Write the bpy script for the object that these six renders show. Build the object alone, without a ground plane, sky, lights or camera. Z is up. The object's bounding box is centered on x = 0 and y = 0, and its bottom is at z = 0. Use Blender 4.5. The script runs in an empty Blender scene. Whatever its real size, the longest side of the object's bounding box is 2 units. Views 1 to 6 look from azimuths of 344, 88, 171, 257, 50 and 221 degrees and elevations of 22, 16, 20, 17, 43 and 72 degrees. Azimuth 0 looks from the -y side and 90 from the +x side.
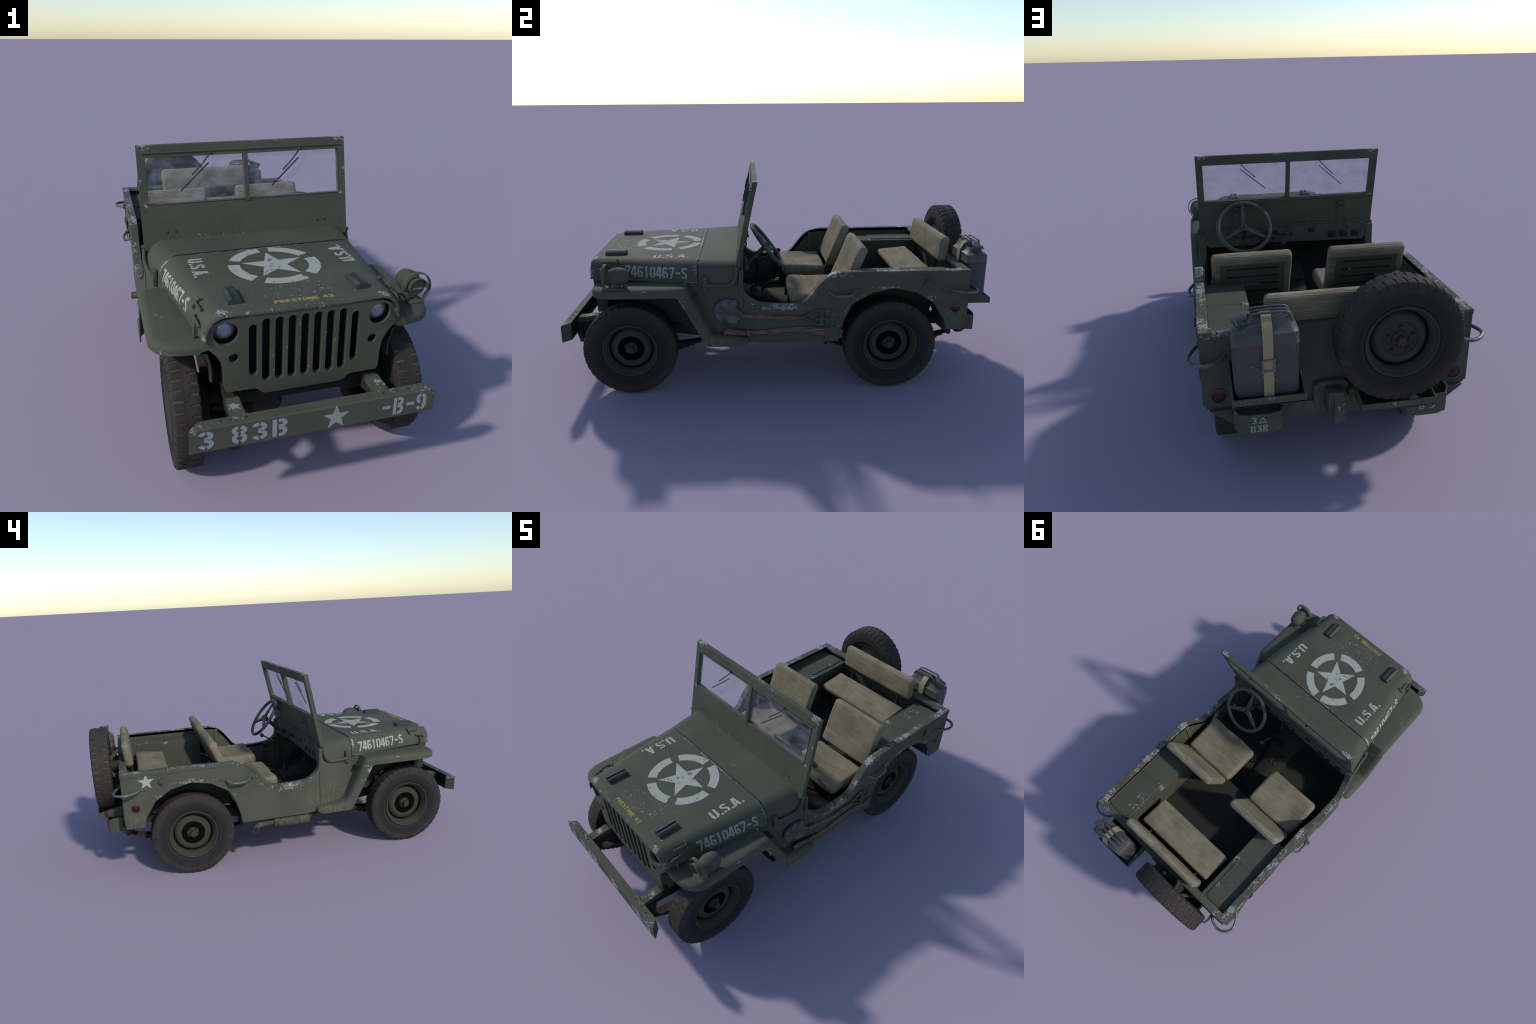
import bpy, bmesh, math, random
from mathutils import Vector, Matrix, noise

random.seed(7)
D = bpy.data
SC = bpy.context.scene.collection

# ------------------------------------------------------------------ materials
class NT:
    """small helper around a material node tree"""
    def __init__(s, name):
        s.m = D.materials.new(name); s.m.use_nodes = True
        s.t = s.m.node_tree; s.n = s.t.nodes; s.l = s.t.links
        s.bsdf = s.n['Principled BSDF']; s.out = s.n['Material Output']
        s.tc = s.n.new('ShaderNodeTexCoord')
        s.obj = s.tc.outputs['Object']
    def link(s, a, b): s.l.new(a, b)
    def _set(s, sock, v):
        if isinstance(v, bpy.types.NodeSocket): s.l.new(v, sock)
        else: sock.default_value = v
    def math(s, op, a, b=0.0, c=None, clamp=False):
        n = s.n.new('ShaderNodeMath'); n.operation = op; n.use_clamp = clamp
        s._set(n.inputs[0], a); s._set(n.inputs[1], b)
        if c is not None: s._set(n.inputs[2], c)
        return n.outputs[0]
    def vmath(s, op, a, b=(0, 0, 0)):
        n = s.n.new('ShaderNodeVectorMath'); n.operation = op
        s._set(n.inputs[0], a); s._set(n.inputs[1], b)
        return n.outputs['Value'] if op in ('LENGTH', 'DISTANCE', 'DOT_PRODUCT') else n.outputs[0]
    def noise(s, scale, detail=4, rough=.55, vec=None, dist=0.0):
        n = s.n.new('ShaderNodeTexNoise')
        n.inputs['Scale'].default_value = scale; n.inputs['Detail'].default_value = detail
        n.inputs['Roughness'].default_value = rough; n.inputs['Distortion'].default_value = dist
        s.l.new(vec or s.obj, n.inputs['Vector'])
        return n.outputs['Fac']
    def mapping(s, scale=(1, 1, 1), loc=(0, 0, 0), rot=(0, 0, 0)):
        n = s.n.new('ShaderNodeMapping')
        n.inputs['Scale'].default_value = scale; n.inputs['Location'].default_value = loc
        n.inputs['Rotation'].default_value = rot
        s.l.new(s.obj, n.inputs['Vector']); return n.outputs[0]
    def ramp(s, fac, lo, hi, smooth=True):
        n = s.n.new('ShaderNodeMapRange'); n.interpolation_type = 'SMOOTHSTEP' if smooth else 'LINEAR'
        s._set(n.inputs[0], fac); n.inputs[1].default_value = lo; n.inputs[2].default_value = hi
        return n.outputs[0]
    def mix(s, fac, a, b):
        n = s.n.new('ShaderNodeMix'); n.data_type = 'RGBA'
        s._set(n.inputs[0], fac)
        for sock, v in ((n.inputs[6], a), (n.inputs[7], b)):
            if isinstance(v, bpy.types.NodeSocket): s.l.new(v, sock)
            else: sock.default_value = (*v, 1)
        return n.outputs[2]
    def sep(s, vec=None):
        n = s.n.new('ShaderNodeSeparateXYZ'); s.l.new(vec or s.obj, n.inputs[0]); return n.outputs
    def bump(s, h, strength=.3, dist=.002):
        n = s.n.new('ShaderNodeBump'); n.inputs['Strength'].default_value = strength
        n.inputs['Distance'].default_value = dist
        s.l.new(h, n.inputs['Height']); s.l.new(n.outputs[0], s.bsdf.inputs['Normal'])
    def set(s, color=None, rough=.6, metal=0.0, spec=.4):
        if color is not None:
            if isinstance(color, bpy.types.NodeSocket): s.l.new(color, s.bsdf.inputs['Base Color'])
            else: s.bsdf.inputs['Base Color'].default_value = (*color, 1)
        s._set(s.bsdf.inputs['Roughness'], rough); s._set(s.bsdf.inputs['Metallic'], metal)
        s.bsdf.inputs['Specular IOR Level'].default_value = spec
        return s.m

GREEN = (.0735, .0765, .0560)
CHIP = (.315, .33, .32)
# places where the paint is worn through to bare metal: centre, radii, density
WEAR = []
for sx in (-1, 1):
    WEAR += [
        ((sx*.445, .80, .592), (.04, .10, .010), 1.0), ((sx*.445, .50, .592), (.04, .30, .010), .85),
        ((sx*.450, .25, .585), (.05, .10, .030), 1.1), ((sx*.455, .02, .430), (.03, .15, .030), 1.15),
        ((sx*.455, .14, .480), (.03, .05, .050), .75), ((sx*.455, -.12, .46), (.03, .05, .04), .5),
        ((sx*.46, .31, .405), (.02, .02, .06), .6), ((sx*.46, .37, .470), (.02, .07, .018), .7), ((sx*.46, .50, .515), (.02, .12, .010), .9),
        ((sx*.46, .68, .455), (.02, .07, .035), .5),
        ((sx*.47, -.43, .47), (.03, .035, .055), .95), ((sx*.475, -.40, .40), (.03, .05, .09), .45),
        ((sx*.47, -.56, .486), (.03, .10, .006), .8), ((sx*.42, -.815, .49), (.07, .03, .02), .85),
        ((sx*.26, -.85, .622), (.035, .03, .018), 1.1), ((sx*.318, -.855, .555), (.015, .02, .05), .9),
        ((sx*.20, -.80, .63), (.09, .05, .02), .45),
        ((sx*.38, -.375, .60), (.03, .014, .05), 1.0), ((sx*.395, -.40, .53), (.02, .05, .010), 1.0),
        ((sx*.405, -.10, .985), (.04, .03, .02), 1.1), ((sx*.41, -.15, .765), (.02, .03, .02), 1.0),
        ((sx*.425, -.13, .86), (.015, .03, .02), .9),
        ((sx*.375, -.98, .33), (.06, .05, .03), .75), ((sx*.25, -.97, .335), (.06, .04, .02), .5),
        ((sx*.24, -.91, .325), (.04, .05, .02), .9), ((sx*.40, .845, .58), (.09, .05, .022), 1.0),
        ((sx*.41, .86, .355), (.05, .02, .05), .4), ((sx*.28, .575, .55), (.06, .03, .012), .8), ((sx*.31, .72, .55), (.05, .09, .012), .7),
        ((sx*.42, -.30, .545), (.03, .05, .03), .35), ((sx*.47, -.35, .535), (.05, .06, .03), .35),
    ]
WEAR += [
    ((.0, -.858, .612), (.27, .014, .016), .80), ((.0, -.78, .63), (.27, .10, .02), .50), ((.08, -.70, .63), (.12, .06, .02), .58),
    ((0, -.3685, .628), (.37, .0065, .012), 1.15), ((-.465, -.40, .50), (.03, .07, .05), .55), ((-.44, -.62, .53), (.05, .04, .02), .40), ((.05, -.10, .985), (.10, .03, .012), .8), ((-.1, -.18, .635), (.30, .03, .012), .5),
    ((.09, -.30, .632), (.04, .03, .01), .45), ((-.14, -.31, .632), (.04, .03, .01), .45), ((-.25, -.58, .63), (.05, .05, .01), .38),
    ((-.43, -.72, .53), (.04, .03, .02), .5), ((.3, .99, .42), (.10, .03, .012), .9), ((-.15, .98, .34), (.12, .03, .02), .8),
    ((0.01, .95, .33), (.06, .06, .08), .55), ((.0, .86, .31), (.45, .03, .02), .45), ((.28, .93, .325), (.1, .04, .012), .8),
    ((.455, .20, .40), (.03, .10, .03), .6), ((.455, .26, .32), (.03, .03, .08), .55), ((0, -.86, .48), (.22, .02, .12), .25),
]

def army_green(name='army_green_paint', base=GREEN, wear=True, mud=True):
    t = NT(name)
    big = t.noise(5, 4); fine = t.noise(70, 5, .6)
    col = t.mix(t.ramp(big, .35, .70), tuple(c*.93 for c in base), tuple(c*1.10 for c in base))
    col = t.mix(t.math('MULTIPLY', t.ramp(fine, .45, .75), .35), col, tuple(c*1.22 for c in base))
    # dark specks and streaks of grime
    grime = t.noise(1, 5, .6, t.mapping((26, 5, 9)))
    col = t.mix(t.math('MULTIPLY', t.ramp(grime, .58, .75), .28), col, tuple(c*.62 for c in base))
    if mud:   # dried road dirt behind the wheels and on lower edges
        m = None
        for c, r in [((.46, -.30, .33), (.1, .12, .13)), ((-.46, -.22, .33), (.1, .20, .13)), ((.44, .79, .36), (.1, .08, .09)),
                     ((-.44, .79, .36), (.1, .08, .09)), ((0, .87, .30), (.40, .08, .05)), ((0, -.66, .40), (.40, .25, .1)), ((0, .93, .28), (.4, .05, .05))]:
            d = t.vmath('LENGTH', t.vmath('DIVIDE', t.vmath('SUBTRACT', t.obj, c), r))
            d = t.math('SUBTRACT', 1, d, clamp=True)
            m = d if m is None else t.math('MAXIMUM', m, d)
        streak = t.noise(1, 6, .7, t.mapping((90, 60, 22), rot=(.6, 0, 0)))
        mm = t.math('MULTIPLY', t.ramp(streak, .42, .66), t.ramp(m, .02, .6))
        col = t.mix(t.math('MULTIPLY', mm, .55), col, (.150, .130, .085))
    rough = .74
    if wear:
        a = None
        for c, r, k in WEAR:
            d = t.vmath('LENGTH', t.vmath('DIVIDE', t.vmath('SUBTRACT', t.obj, c), r))
            d = t.math('MULTIPLY', t.math('SUBTRACT', 1.15, d, clamp=True), k)
            a = d if a is None else t.math('MAXIMUM', a, d)
        nz = t.noise(120, 6, .66); nz2 = t.noise(34, 4, .55)
        v = t.math('ADD', t.math('MULTIPLY', nz, .62), t.math('MULTIPLY', nz2, .38))
        v = t.math('ADD', v, t.math('MULTIPLY', a, .172))
        chip = t.math('MULTIPLY', t.ramp(v, .635, .655), t.ramp(a, .04, .10))
        edge = t.math('MULTIPLY', t.ramp(v, .60, .635), t.ramp(a, .04, .10))
        col = t.mix(t.math('MULTIPLY', edge, .6), col, tuple(c*.6 for c in base))
        shade = t.mix(t.noise(40, 3), tuple(c*.72 for c in CHIP), tuple(c*1.1 for c in CHIP))
        col = t.mix(t.math('MULTIPLY', chip, .85), col, shade)
        rough = t.math('SUBTRACT', .74, t.math('MULTIPLY', chip, .15))
        t.bump(t.math('SUBTRACT', t.math('MULTIPLY', fine, .35), chip), .25, .0015)
    else:
        t.bump(fine, .12, .001)
    return t.set(col, rough, 0, .14)

def plain(name, col, rough=.6, metal=0, var=.25, scale=30, spec=.4):
    t = NT(name)
    n = t.noise(scale, 5, .6)
    c = t.mix(t.ramp(n, .3, .7), tuple(x*(1-var) for x in col), tuple(x*(1+var) for x in col))
    t.bump(n, .15, .001)
    return t.set(c, rough, metal, spec)

def rubber_mat():
    t = NT('tyre_rubber')
    x, y, z = t.sep()
    r = t.math('SQRT', t.math('ADD', t.math('MULTIPLY', y, y), t.math('MULTIPLY', z, z)))
    base = t.mix(t.noise(45, 5), (.0150, .0148, .0152), (.024, .0235, .0235))
    # dry earth caught in the tread grooves and on the shoulders
    groove = t.math('SUBTRACT', 1, t.ramp(r, .2126, .2136))
    tread = t.math('MULTIPLY', t.math('MULTIPLY', groove, t.ramp(r, .2085, .2105)), t.math('SUBTRACT', 1, t.ramp(t.math('ABSOLUTE', x), .0395, .0425)))
    dn = t.noise(30, 5, .6)
    col = t.mix(t.math('MULTIPLY', tread, t.ramp(dn, .22, .5)), base, (.098, .080, .062))
    side = t.math('MULTIPLY', t.ramp(r, .168, .190), t.ramp(t.noise(16, 6, .7), .22, .62))
    col = t.mix(t.math('MULTIPLY', side, .8), col, (.046, .0375, .031))
    t.bump(t.noise(120, 4), .2, .001)
    return t.set(col, .85, 0, .25)

def canvas_mat(name='canvas', axis='Y'):
    t = NT(name)
    w = t.n.new('ShaderNodeTexWave'); w.wave_type = 'BANDS'; w.bands_direction = axis
    w.inputs['Scale'].default_value = 50; w.inputs['Distortion'].default_value = 3.2
    w.inputs['Detail'].default_value = 3; w.inputs['Detail Scale'].default_value = .35
    t.l.new(t.obj, w.inputs['Vector'])
    big = t.noise(9, 5, .65); med = t.noise(1, 4, .6, t.mapping((9, 60, 60)))
    c = t.mix(t.ramp(big, .3, .7), (.190, .164, .110), (.290, .251, .168))
    c = t.mix(t.math('MULTIPLY', t.ramp(w.outputs['Fac'], .15, .75), .50), (.098, .084, .060), c) if False else t.mix(t.math('MULTIPLY', t.math('SUBTRACT', 1, w.outputs['Fac']), .60), c, (.088, .076, .052))
    c = t.mix(t.math('MULTIPLY', t.ramp(med, .5, .72), .38), c, (.33, .29, .20))
    c = t.mix(t.math('MULTIPLY', t.math('SUBTRACT', 1, t.ramp(med, .30, .46)), .22), c, (.085, .075, .052))
    h = t.math('ADD', t.math('MULTIPLY', w.outputs['Fac'], .7), t.math('MULTIPLY', med, .5))
    t.bump(h, .5, .002)
    return t.set(c, .92, 0, .15)

def can_mat():
    t = NT('fuel_can_paint')
    c = t.mix(t.noise(14, 5, .6), (.054, .058, .058), (.088, .085, .085))
    chips = t.ramp(t.noise(38, 5, .65), .66, .70)
    c = t.mix(t.math('MULTIPLY', chips, .7), c, (.17, .19, .20))
    x, y, z = t.sep()
    seam = t.math('SUBTRACT', 1, t.ramp(t.math('ABSOLUTE', t.math('SUBTRACT', z, .592)), .001, .010))
    r1 = t.math('MULTIPLY', seam, t.ramp(t.noise(24, 4), .40, .62))
    rn = t.math('MULTIPLY', t.ramp(t.noise(13, 6, .7), .575, .68), .85)
    rust = t.math('MAXIMUM', r1, rn)
    c = t.mix(t.math('MULTIPLY', rust, .75), c, t.mix(t.noise(60, 3), (.085, .028, .014), (.16, .075, .025)))
    t.bump(t.noise(90, 4), .15, .001)
    return t.set(c, .55, .1, .4)

def web_mat():
    t = NT('cotton_webbing')
    w = t.n.new('ShaderNodeTexWave'); w.wave_type = 'BANDS'; w.bands_direction = 'X'
    w.inputs['Scale'].default_value = 75; w.inputs['Distortion'].default_value = .4
    t.l.new(t.obj, w.inputs['Vector'])
    n = t.noise(220, 3)
    c = t.mix(t.math('MULTIPLY', w.outputs['Fac'], .6), (.32, .27, .15), (.19, .155, .085))
    c = t.mix(t.math('MULTIPLY', t.ramp(n, .4, .7), .5), c, (.40, .34, .21))
    t.bump(n, .4, .001)
    return t.set(c, .9, 0, .1)

def wood_mat():
    t = NT('worn_wood')
    n = t.noise(1, 6, .65, t.mapping((180, 14, 180)))
    c = t.mix(t.ramp(n, .3, .7), (.055, .035, .027), (.19, .125, .095))
    t.bump(n, .3, .001)
    return t.set(c, .75, 0, .2)

def paint_mat(name, col, under=GREEN, wear=.60):
    t = NT(name)
    n = t.noise(1, 6, .62, t.mapping((46, 46, 46))); n2 = t.noise(11, 3)
    v = t.math('ADD', t.math('MULTIPLY', n, .7), t.math('MULTIPLY', n2, .3))
    c = t.mix(t.noise(20, 4), tuple(x*.88 for x in col), tuple(x*1.08 for x in col))
    c = t.mix(t.ramp(v, wear, wear+.06), c, tuple(x*1.25 for x in under))
    return t.set(c, .8, 0, .12)

def glass_mat():
    t = NT('dusty_glass')
    tr = t.n.new('ShaderNodeBsdfTransparent'); tr.inputs[0].default_value = (.95, .96, .97, 1)
    smear = t.noise(1, 5, .6, t.mapping((9, 4, 16), rot=(0, .5, 0))); fine = t.noise(30, 4)
    dust = t.math('MULTIPLY', t.ramp(t.math('ADD', t.math('MULTIPLY', smear, .75), t.math('MULTIPLY', fine, .25)), .40, .72), .20)
    dust = t.math('ADD', dust, .05)
    t.set((.42, .44, .50), .25, 0, .5)
    mx = t.n.new('ShaderNodeMixShader')
    t.l.new(dust, mx.inputs[0]); t.l.new(tr.outputs[0], mx.inputs[1]); t.l.new(t.bsdf.outputs[0], mx.inputs[2])
    t.l.new(mx.outputs[0], t.out.inputs['Surface'])
    return t.m

def lens_mat():
    t = NT('headlight_lens')
    n = t.noise(90, 3)
    c = t.mix(n, (.10, .112, .145), (.33, .355, .41))
    t.bump(n, .5, .002)
    return t.set(c, .12, .2, .8)

def radiator_mat():
    t = NT('radiator_core')
    w = t.n.new('ShaderNodeTexWave'); w.wave_type = 'BANDS'; w.bands_direction = 'Z'
    w.inputs['Scale'].default_value = 42
    t.l.new(t.obj, w.inputs['Vector'])
    c = t.mix(t.ramp(w.outputs['Fac'], .7, .95), (.004, .004, .005), (.020, .021, .026))
    return t.set(c, .7, 0, .2)

M_GREEN = army_green()
M_RIM = army_green('wheel_paint', tuple(c*.58 for c in GREEN), wear=False, mud=False)
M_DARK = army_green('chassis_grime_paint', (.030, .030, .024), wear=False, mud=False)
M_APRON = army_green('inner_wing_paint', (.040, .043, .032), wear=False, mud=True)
M_RUBBER = rubber_mat()
M_CANVAS = canvas_mat('canvas_cushion', 'Y')
M_CANVASB = canvas_mat('canvas_backrest', 'Z')
M_CAN = can_mat(); M_WEB = web_mat(); M_WOOD = wood_mat()
M_WHITE = paint_mat('white_marking_paint', (.345, .362, .318), wear=.575)
M_WHITE2 = paint_mat('grey_white_marking_paint', (.27, .295, .285), wear=.62)
M_YELLOW = paint_mat('yellow_marking_paint', (.30, .27, .075), wear=.62)
M_GLASS = glass_mat(); M_LENS = lens_mat(); M_RAD = radiator_mat()
M_BLACK = plain('black_iron', (.012, .012, .013), .55)
M_STEEL = plain('worn_steel_grip', (.105, .115, .108), .5, .3, .35, 60)
M_WHEELG = plain('steering_wheel_paint', (.044, .049, .042), .55, 0, .3, 50)
M_RUST = plain('rusty_steel', (.034, .026, .021), .8, 0, .45, 40)
M_MUFF = plain('muffler_coating', (.056, .056, .034), .8, 0, .5, 55)
M_RED = plain('red_glass', (.034, .0015, .002), .3, 0, .25, 60)
M_BLADE = plain('bare_spade_steel', (.060, .067, .068), .6, .1, .55, 22)
M_BROWNHUB = plain('hub_ring_rust', (.030, .024, .021), .75, 0, .35, 60)
M_BUCKLE = plain('buckle_steel', (.13, .14, .16), .5, .3, .2, 80)
M_PLATE = plain('black_data_plate', (.010, .010, .012), .4, 0, .5, 200)

# ------------------------------------------------------------------ mesh tools
ROOT = D.objects.new('military_utility_car', None); SC.objects.link(ROOT)
ROOT.location = (.004, 0, 0)
ROOT['label'] = 'open-topped olive green wartime army car with white star'
ROOT['category'] = 'military car'

def add(name, mesh, mat, parent=None, smooth=35, loc=None):
    mesh.name = name
    if mat is not None and not mesh.materials: mesh.materials.append(mat)
    if smooth is not None:
        mesh.shade_smooth(); mesh.set_sharp_from_angle(angle=math.radians(smooth))
    o = D.objects.new(name, mesh); SC.objects.link(o); o.parent = parent or ROOT
    if loc: o.location = loc
    return o

def empty(name, parent=None, loc=(0, 0, 0)):
    o = D.objects.new(name, None); SC.objects.link(o); o.parent = parent or ROOT; o.location = loc
    return o

def pydata(v, f, fix=True):
    me = D.meshes.new('m'); me.from_pydata([tuple(p) for p in v], [], f)
    if fix:
        bm = bmesh.new(); bm.from_mesh(me)
        bmesh.ops.recalc_face_normals(bm, faces=bm.faces); bm.to_mesh(me); bm.free()
    me.update(); return me

class Geo:
    """accumulates several solids into one mesh"""
    def __init__(s): s.v = []; s.f = []
    def add(s, v, f):
        o = len(s.v); s.v += [tuple(p) for p in v]; s.f += [[i+o for i in q] for q in f]; return s
    def mesh(s): return pydata(s.v, s.f)

def g_loft(secs, closed=True, caps=True, ring=False):
    n = len(secs[0]); v = [p for q in secs for p in q]; f = []
    m = len(secs)
    for i in range(m if ring else m-1):
        a, b = i*n, ((i+1) % m)*n
        for j in range(n if closed else n-1):
            k = (j+1) % n
            f.append([a+j, a+k, b+k, b+j])
    if caps and not ring and closed:
        f.append(list(range(n))[::-1]); f.append([(m-1)*n+j for j in range(n)])
    return v, f

def g_box(c, s, rot=None):
    v = [Vector((x*s[0]/2, y*s[1]/2, z*s[2]/2)) for x in (-1, 1) for y in (-1, 1) for z in (-1, 1)]
    if rot is not None: v = [rot @ p for p in v]
    v = [p+Vector(c) for p in v]
    return v, [[0, 1, 3, 2], [4, 6, 7, 5], [0, 4, 5, 1], [2, 3, 7, 6], [0, 2, 6, 4], [1, 5, 7, 3]]

def box_mesh(c, s, bev=.003, seg=2, rot=None):
    v, f = g_box((0, 0, 0), s)
    bm = bmesh.new(); me = pydata(v, f); bm.from_mesh(me); D.meshes.remove(me)
    if bev: bmesh.ops.bevel(bm, geom=list(bm.edges), offset=bev, segments=seg, profile=.5, affect='EDGES', clamp_overlap=True)
    M = Matrix.Translation(Vector(c)) @ (rot.to_4x4() if rot is not None else Matrix())
    bmesh.ops.transform(bm, matrix=M, verts=bm.verts)
    me = D.meshes.new('b'); bm.to_mesh(me); bm.free(); return me

def g_tube(pts, r, n=8, ring=False, r2=None):
    pts = [Vector(p) for p in pts]; secs = []; up = None; m = len(pts)
    for i, p in enumerate(pts):
        if ring: t = (pts[(i+1) % m]-pts[i-1])
        else: t = (pts[min(i+1, m-1)]-pts[max(i-1, 0)])
        t.normalize()
        if up is None:
            up = t.orthogonal().normalized()
        else:
            up = (up-t*up.dot(t)).normalized()
        w = t.cross(up); rr = r if r2 is None else r+(r2-r)*i/(m-1)
        secs.append([p+(up*math.cos(a)+w*math.sin(a))*rr for a in [2*math.pi*k/n for k in range(n)]])
    return g_loft(secs, ring=ring)

def tube_mesh(pts, r, n=8, **k): return pydata(*g_tube(pts, r, n, **k))

def g_lathe(prof, n, frame):
    """prof: (radius, height) list; frame(r*cos, r*sin, h)->point"""
    secs = [[frame(r*math.cos(2*math.pi*k/n), r*math.sin(2*math.pi*k/n), h) for k in range(n)] for r, h in prof]
    closed_ring = prof[0][0] > .002 and prof[-1][0] > .002
    return g_loft(secs, caps=not closed_ring, ring=closed_ring)

def smooth_path(pts, n=6):
    """Catmull-Rom through the control points"""
    P = [Vector(p) for p in pts]; out = []
    for i in range(len(P)-1):
        a, b, c, d = P[max(i-1, 0)], P[i], P[i+1], P[min(i+2, len(P)-1)]
        for k in range(n):
            t = k/n
            out.append(.5*((2*b)+(c-a)*t+(2*a-5*b+4*c-d)*t*t+(3*b-a-3*c+d)*t**3))
    out.append(P[-1]); return out

def g_prism(outline, holes, w0, w1, fn):
    """flat plate with holes: (u,v) outline filled, between depths w0..w1, mapped by fn(u,v,w)"""
    cu = D.curves.new('c', 'CURVE'); cu.dimensions = '2D'; cu.fill_mode = 'BOTH'; cu.extrude = .5
    for loop in [outline]+list(holes):
        sp = cu.splines.new('POLY'); sp.points.add(len(loop)-1); sp.use_cyclic_u = True
        for p, q in zip(sp.points, loop): p.co = (q[0]*10, q[1]*10, 0, 1)
    ob = D.objects.new('c', cu)
    me = D.meshes.new_from_object(ob)
    bm = bmesh.new(); bm.from_mesh(me); bmesh.ops.remove_doubles(bm, verts=bm.verts, dist=1e-5)
    v = [fn(p.co.x/10, p.co.y/10, w0 if p.co.z < 0 else w1) for p in bm.verts]
    bm.verts.index_update(); f = [[q.index for q in fc.verts] for fc in bm.faces]
    bm.free(); D.meshes.remove(me); D.objects.remove(ob); D.curves.remove(cu)
    return v, f

def prism_mesh(outline, holes, w0, w1, fn): return pydata(*g_prism(outline, holes, w0, w1, fn))

def circ(cx, cy, r, n=24, ry=None):
    ry = ry or r
    return [(cx+r*math.cos(2*math.pi*k/n), cy+ry*math.sin(2*math.pi*k/n)) for k in range(n)]

def slot(cx, z0, z1, w, n=8):
    r = w/2; p = []
    for k in range(n+1):
        a = math.pi*k/n; p.append((cx+r*math.cos(a), z1-r+r*math.sin(a)))
    for k in range(n+1):
        a = math.pi+math.pi*k/n; p.append((cx+r*math.cos(a), z0+r+r*math.sin(a)))
    return p

def bolt_geo(g, c, axis, r=.005, h=.004, n=6):
    axis = Vector(axis).normalized(); a = axis.orthogonal().normalized(); b = axis.cross(a); c = Vector(c)
    secs = [[c+axis*hh+(a*math.cos(2*math.pi*k/n)+b*math.sin(2*math.pi*k/n))*rr for k in range(n)] for rr, hh in ((r, -.001), (r, h*.7), (r*.7, h))]
    return g.add(*g_loft(secs))

XP = lambda x0: (lambda u, v, w: Vector((x0+w, u, v)))      # plate in the y-z plane

# ------------------------------------------------------------------ body tub
# rim line of the side (y, z) from the rear corner forward along the door cut
RIM = [(.858, .589), (.60, .589), (.40, .589), (.29, .589), (.263, .587), (.236, .580), (.209, .562), (.177, .529), (.127, .464), (.102, .446),
       (.065, .438), (-.02, .441), (-.08, .446), (-.105, .453), (-.134, .470), (-.154, .490), (-.162, .512), (-.162, .600)]
ARCH = [(.269, .262), (.281, .321), (.297, .375), (.331, .441), (.420, .493), (.520, .511), (.620, .489), (.700, .438), (.752, .356), (.765, .308)]
SX = .463
def bodyx(y):
    '''half width of the tub side: full width behind the sill, tapering towards the bonnet'''
    if y >= -.08: return SX
    if y >= -.16: return SX+(.438-SX)*(-.08-y)/.08
    return max(.438+(.397-.438)*(-.16-y)/.202, .39)
side_outline = RIM[:13] + [(-.08, .262)] + ARCH + [(.845, .308), (.855, .315)]
front_outline = RIM[12:17] + [(-.162, .545), (-.1735, .545), (-.1735, .262), (-.08, .262)]
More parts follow.
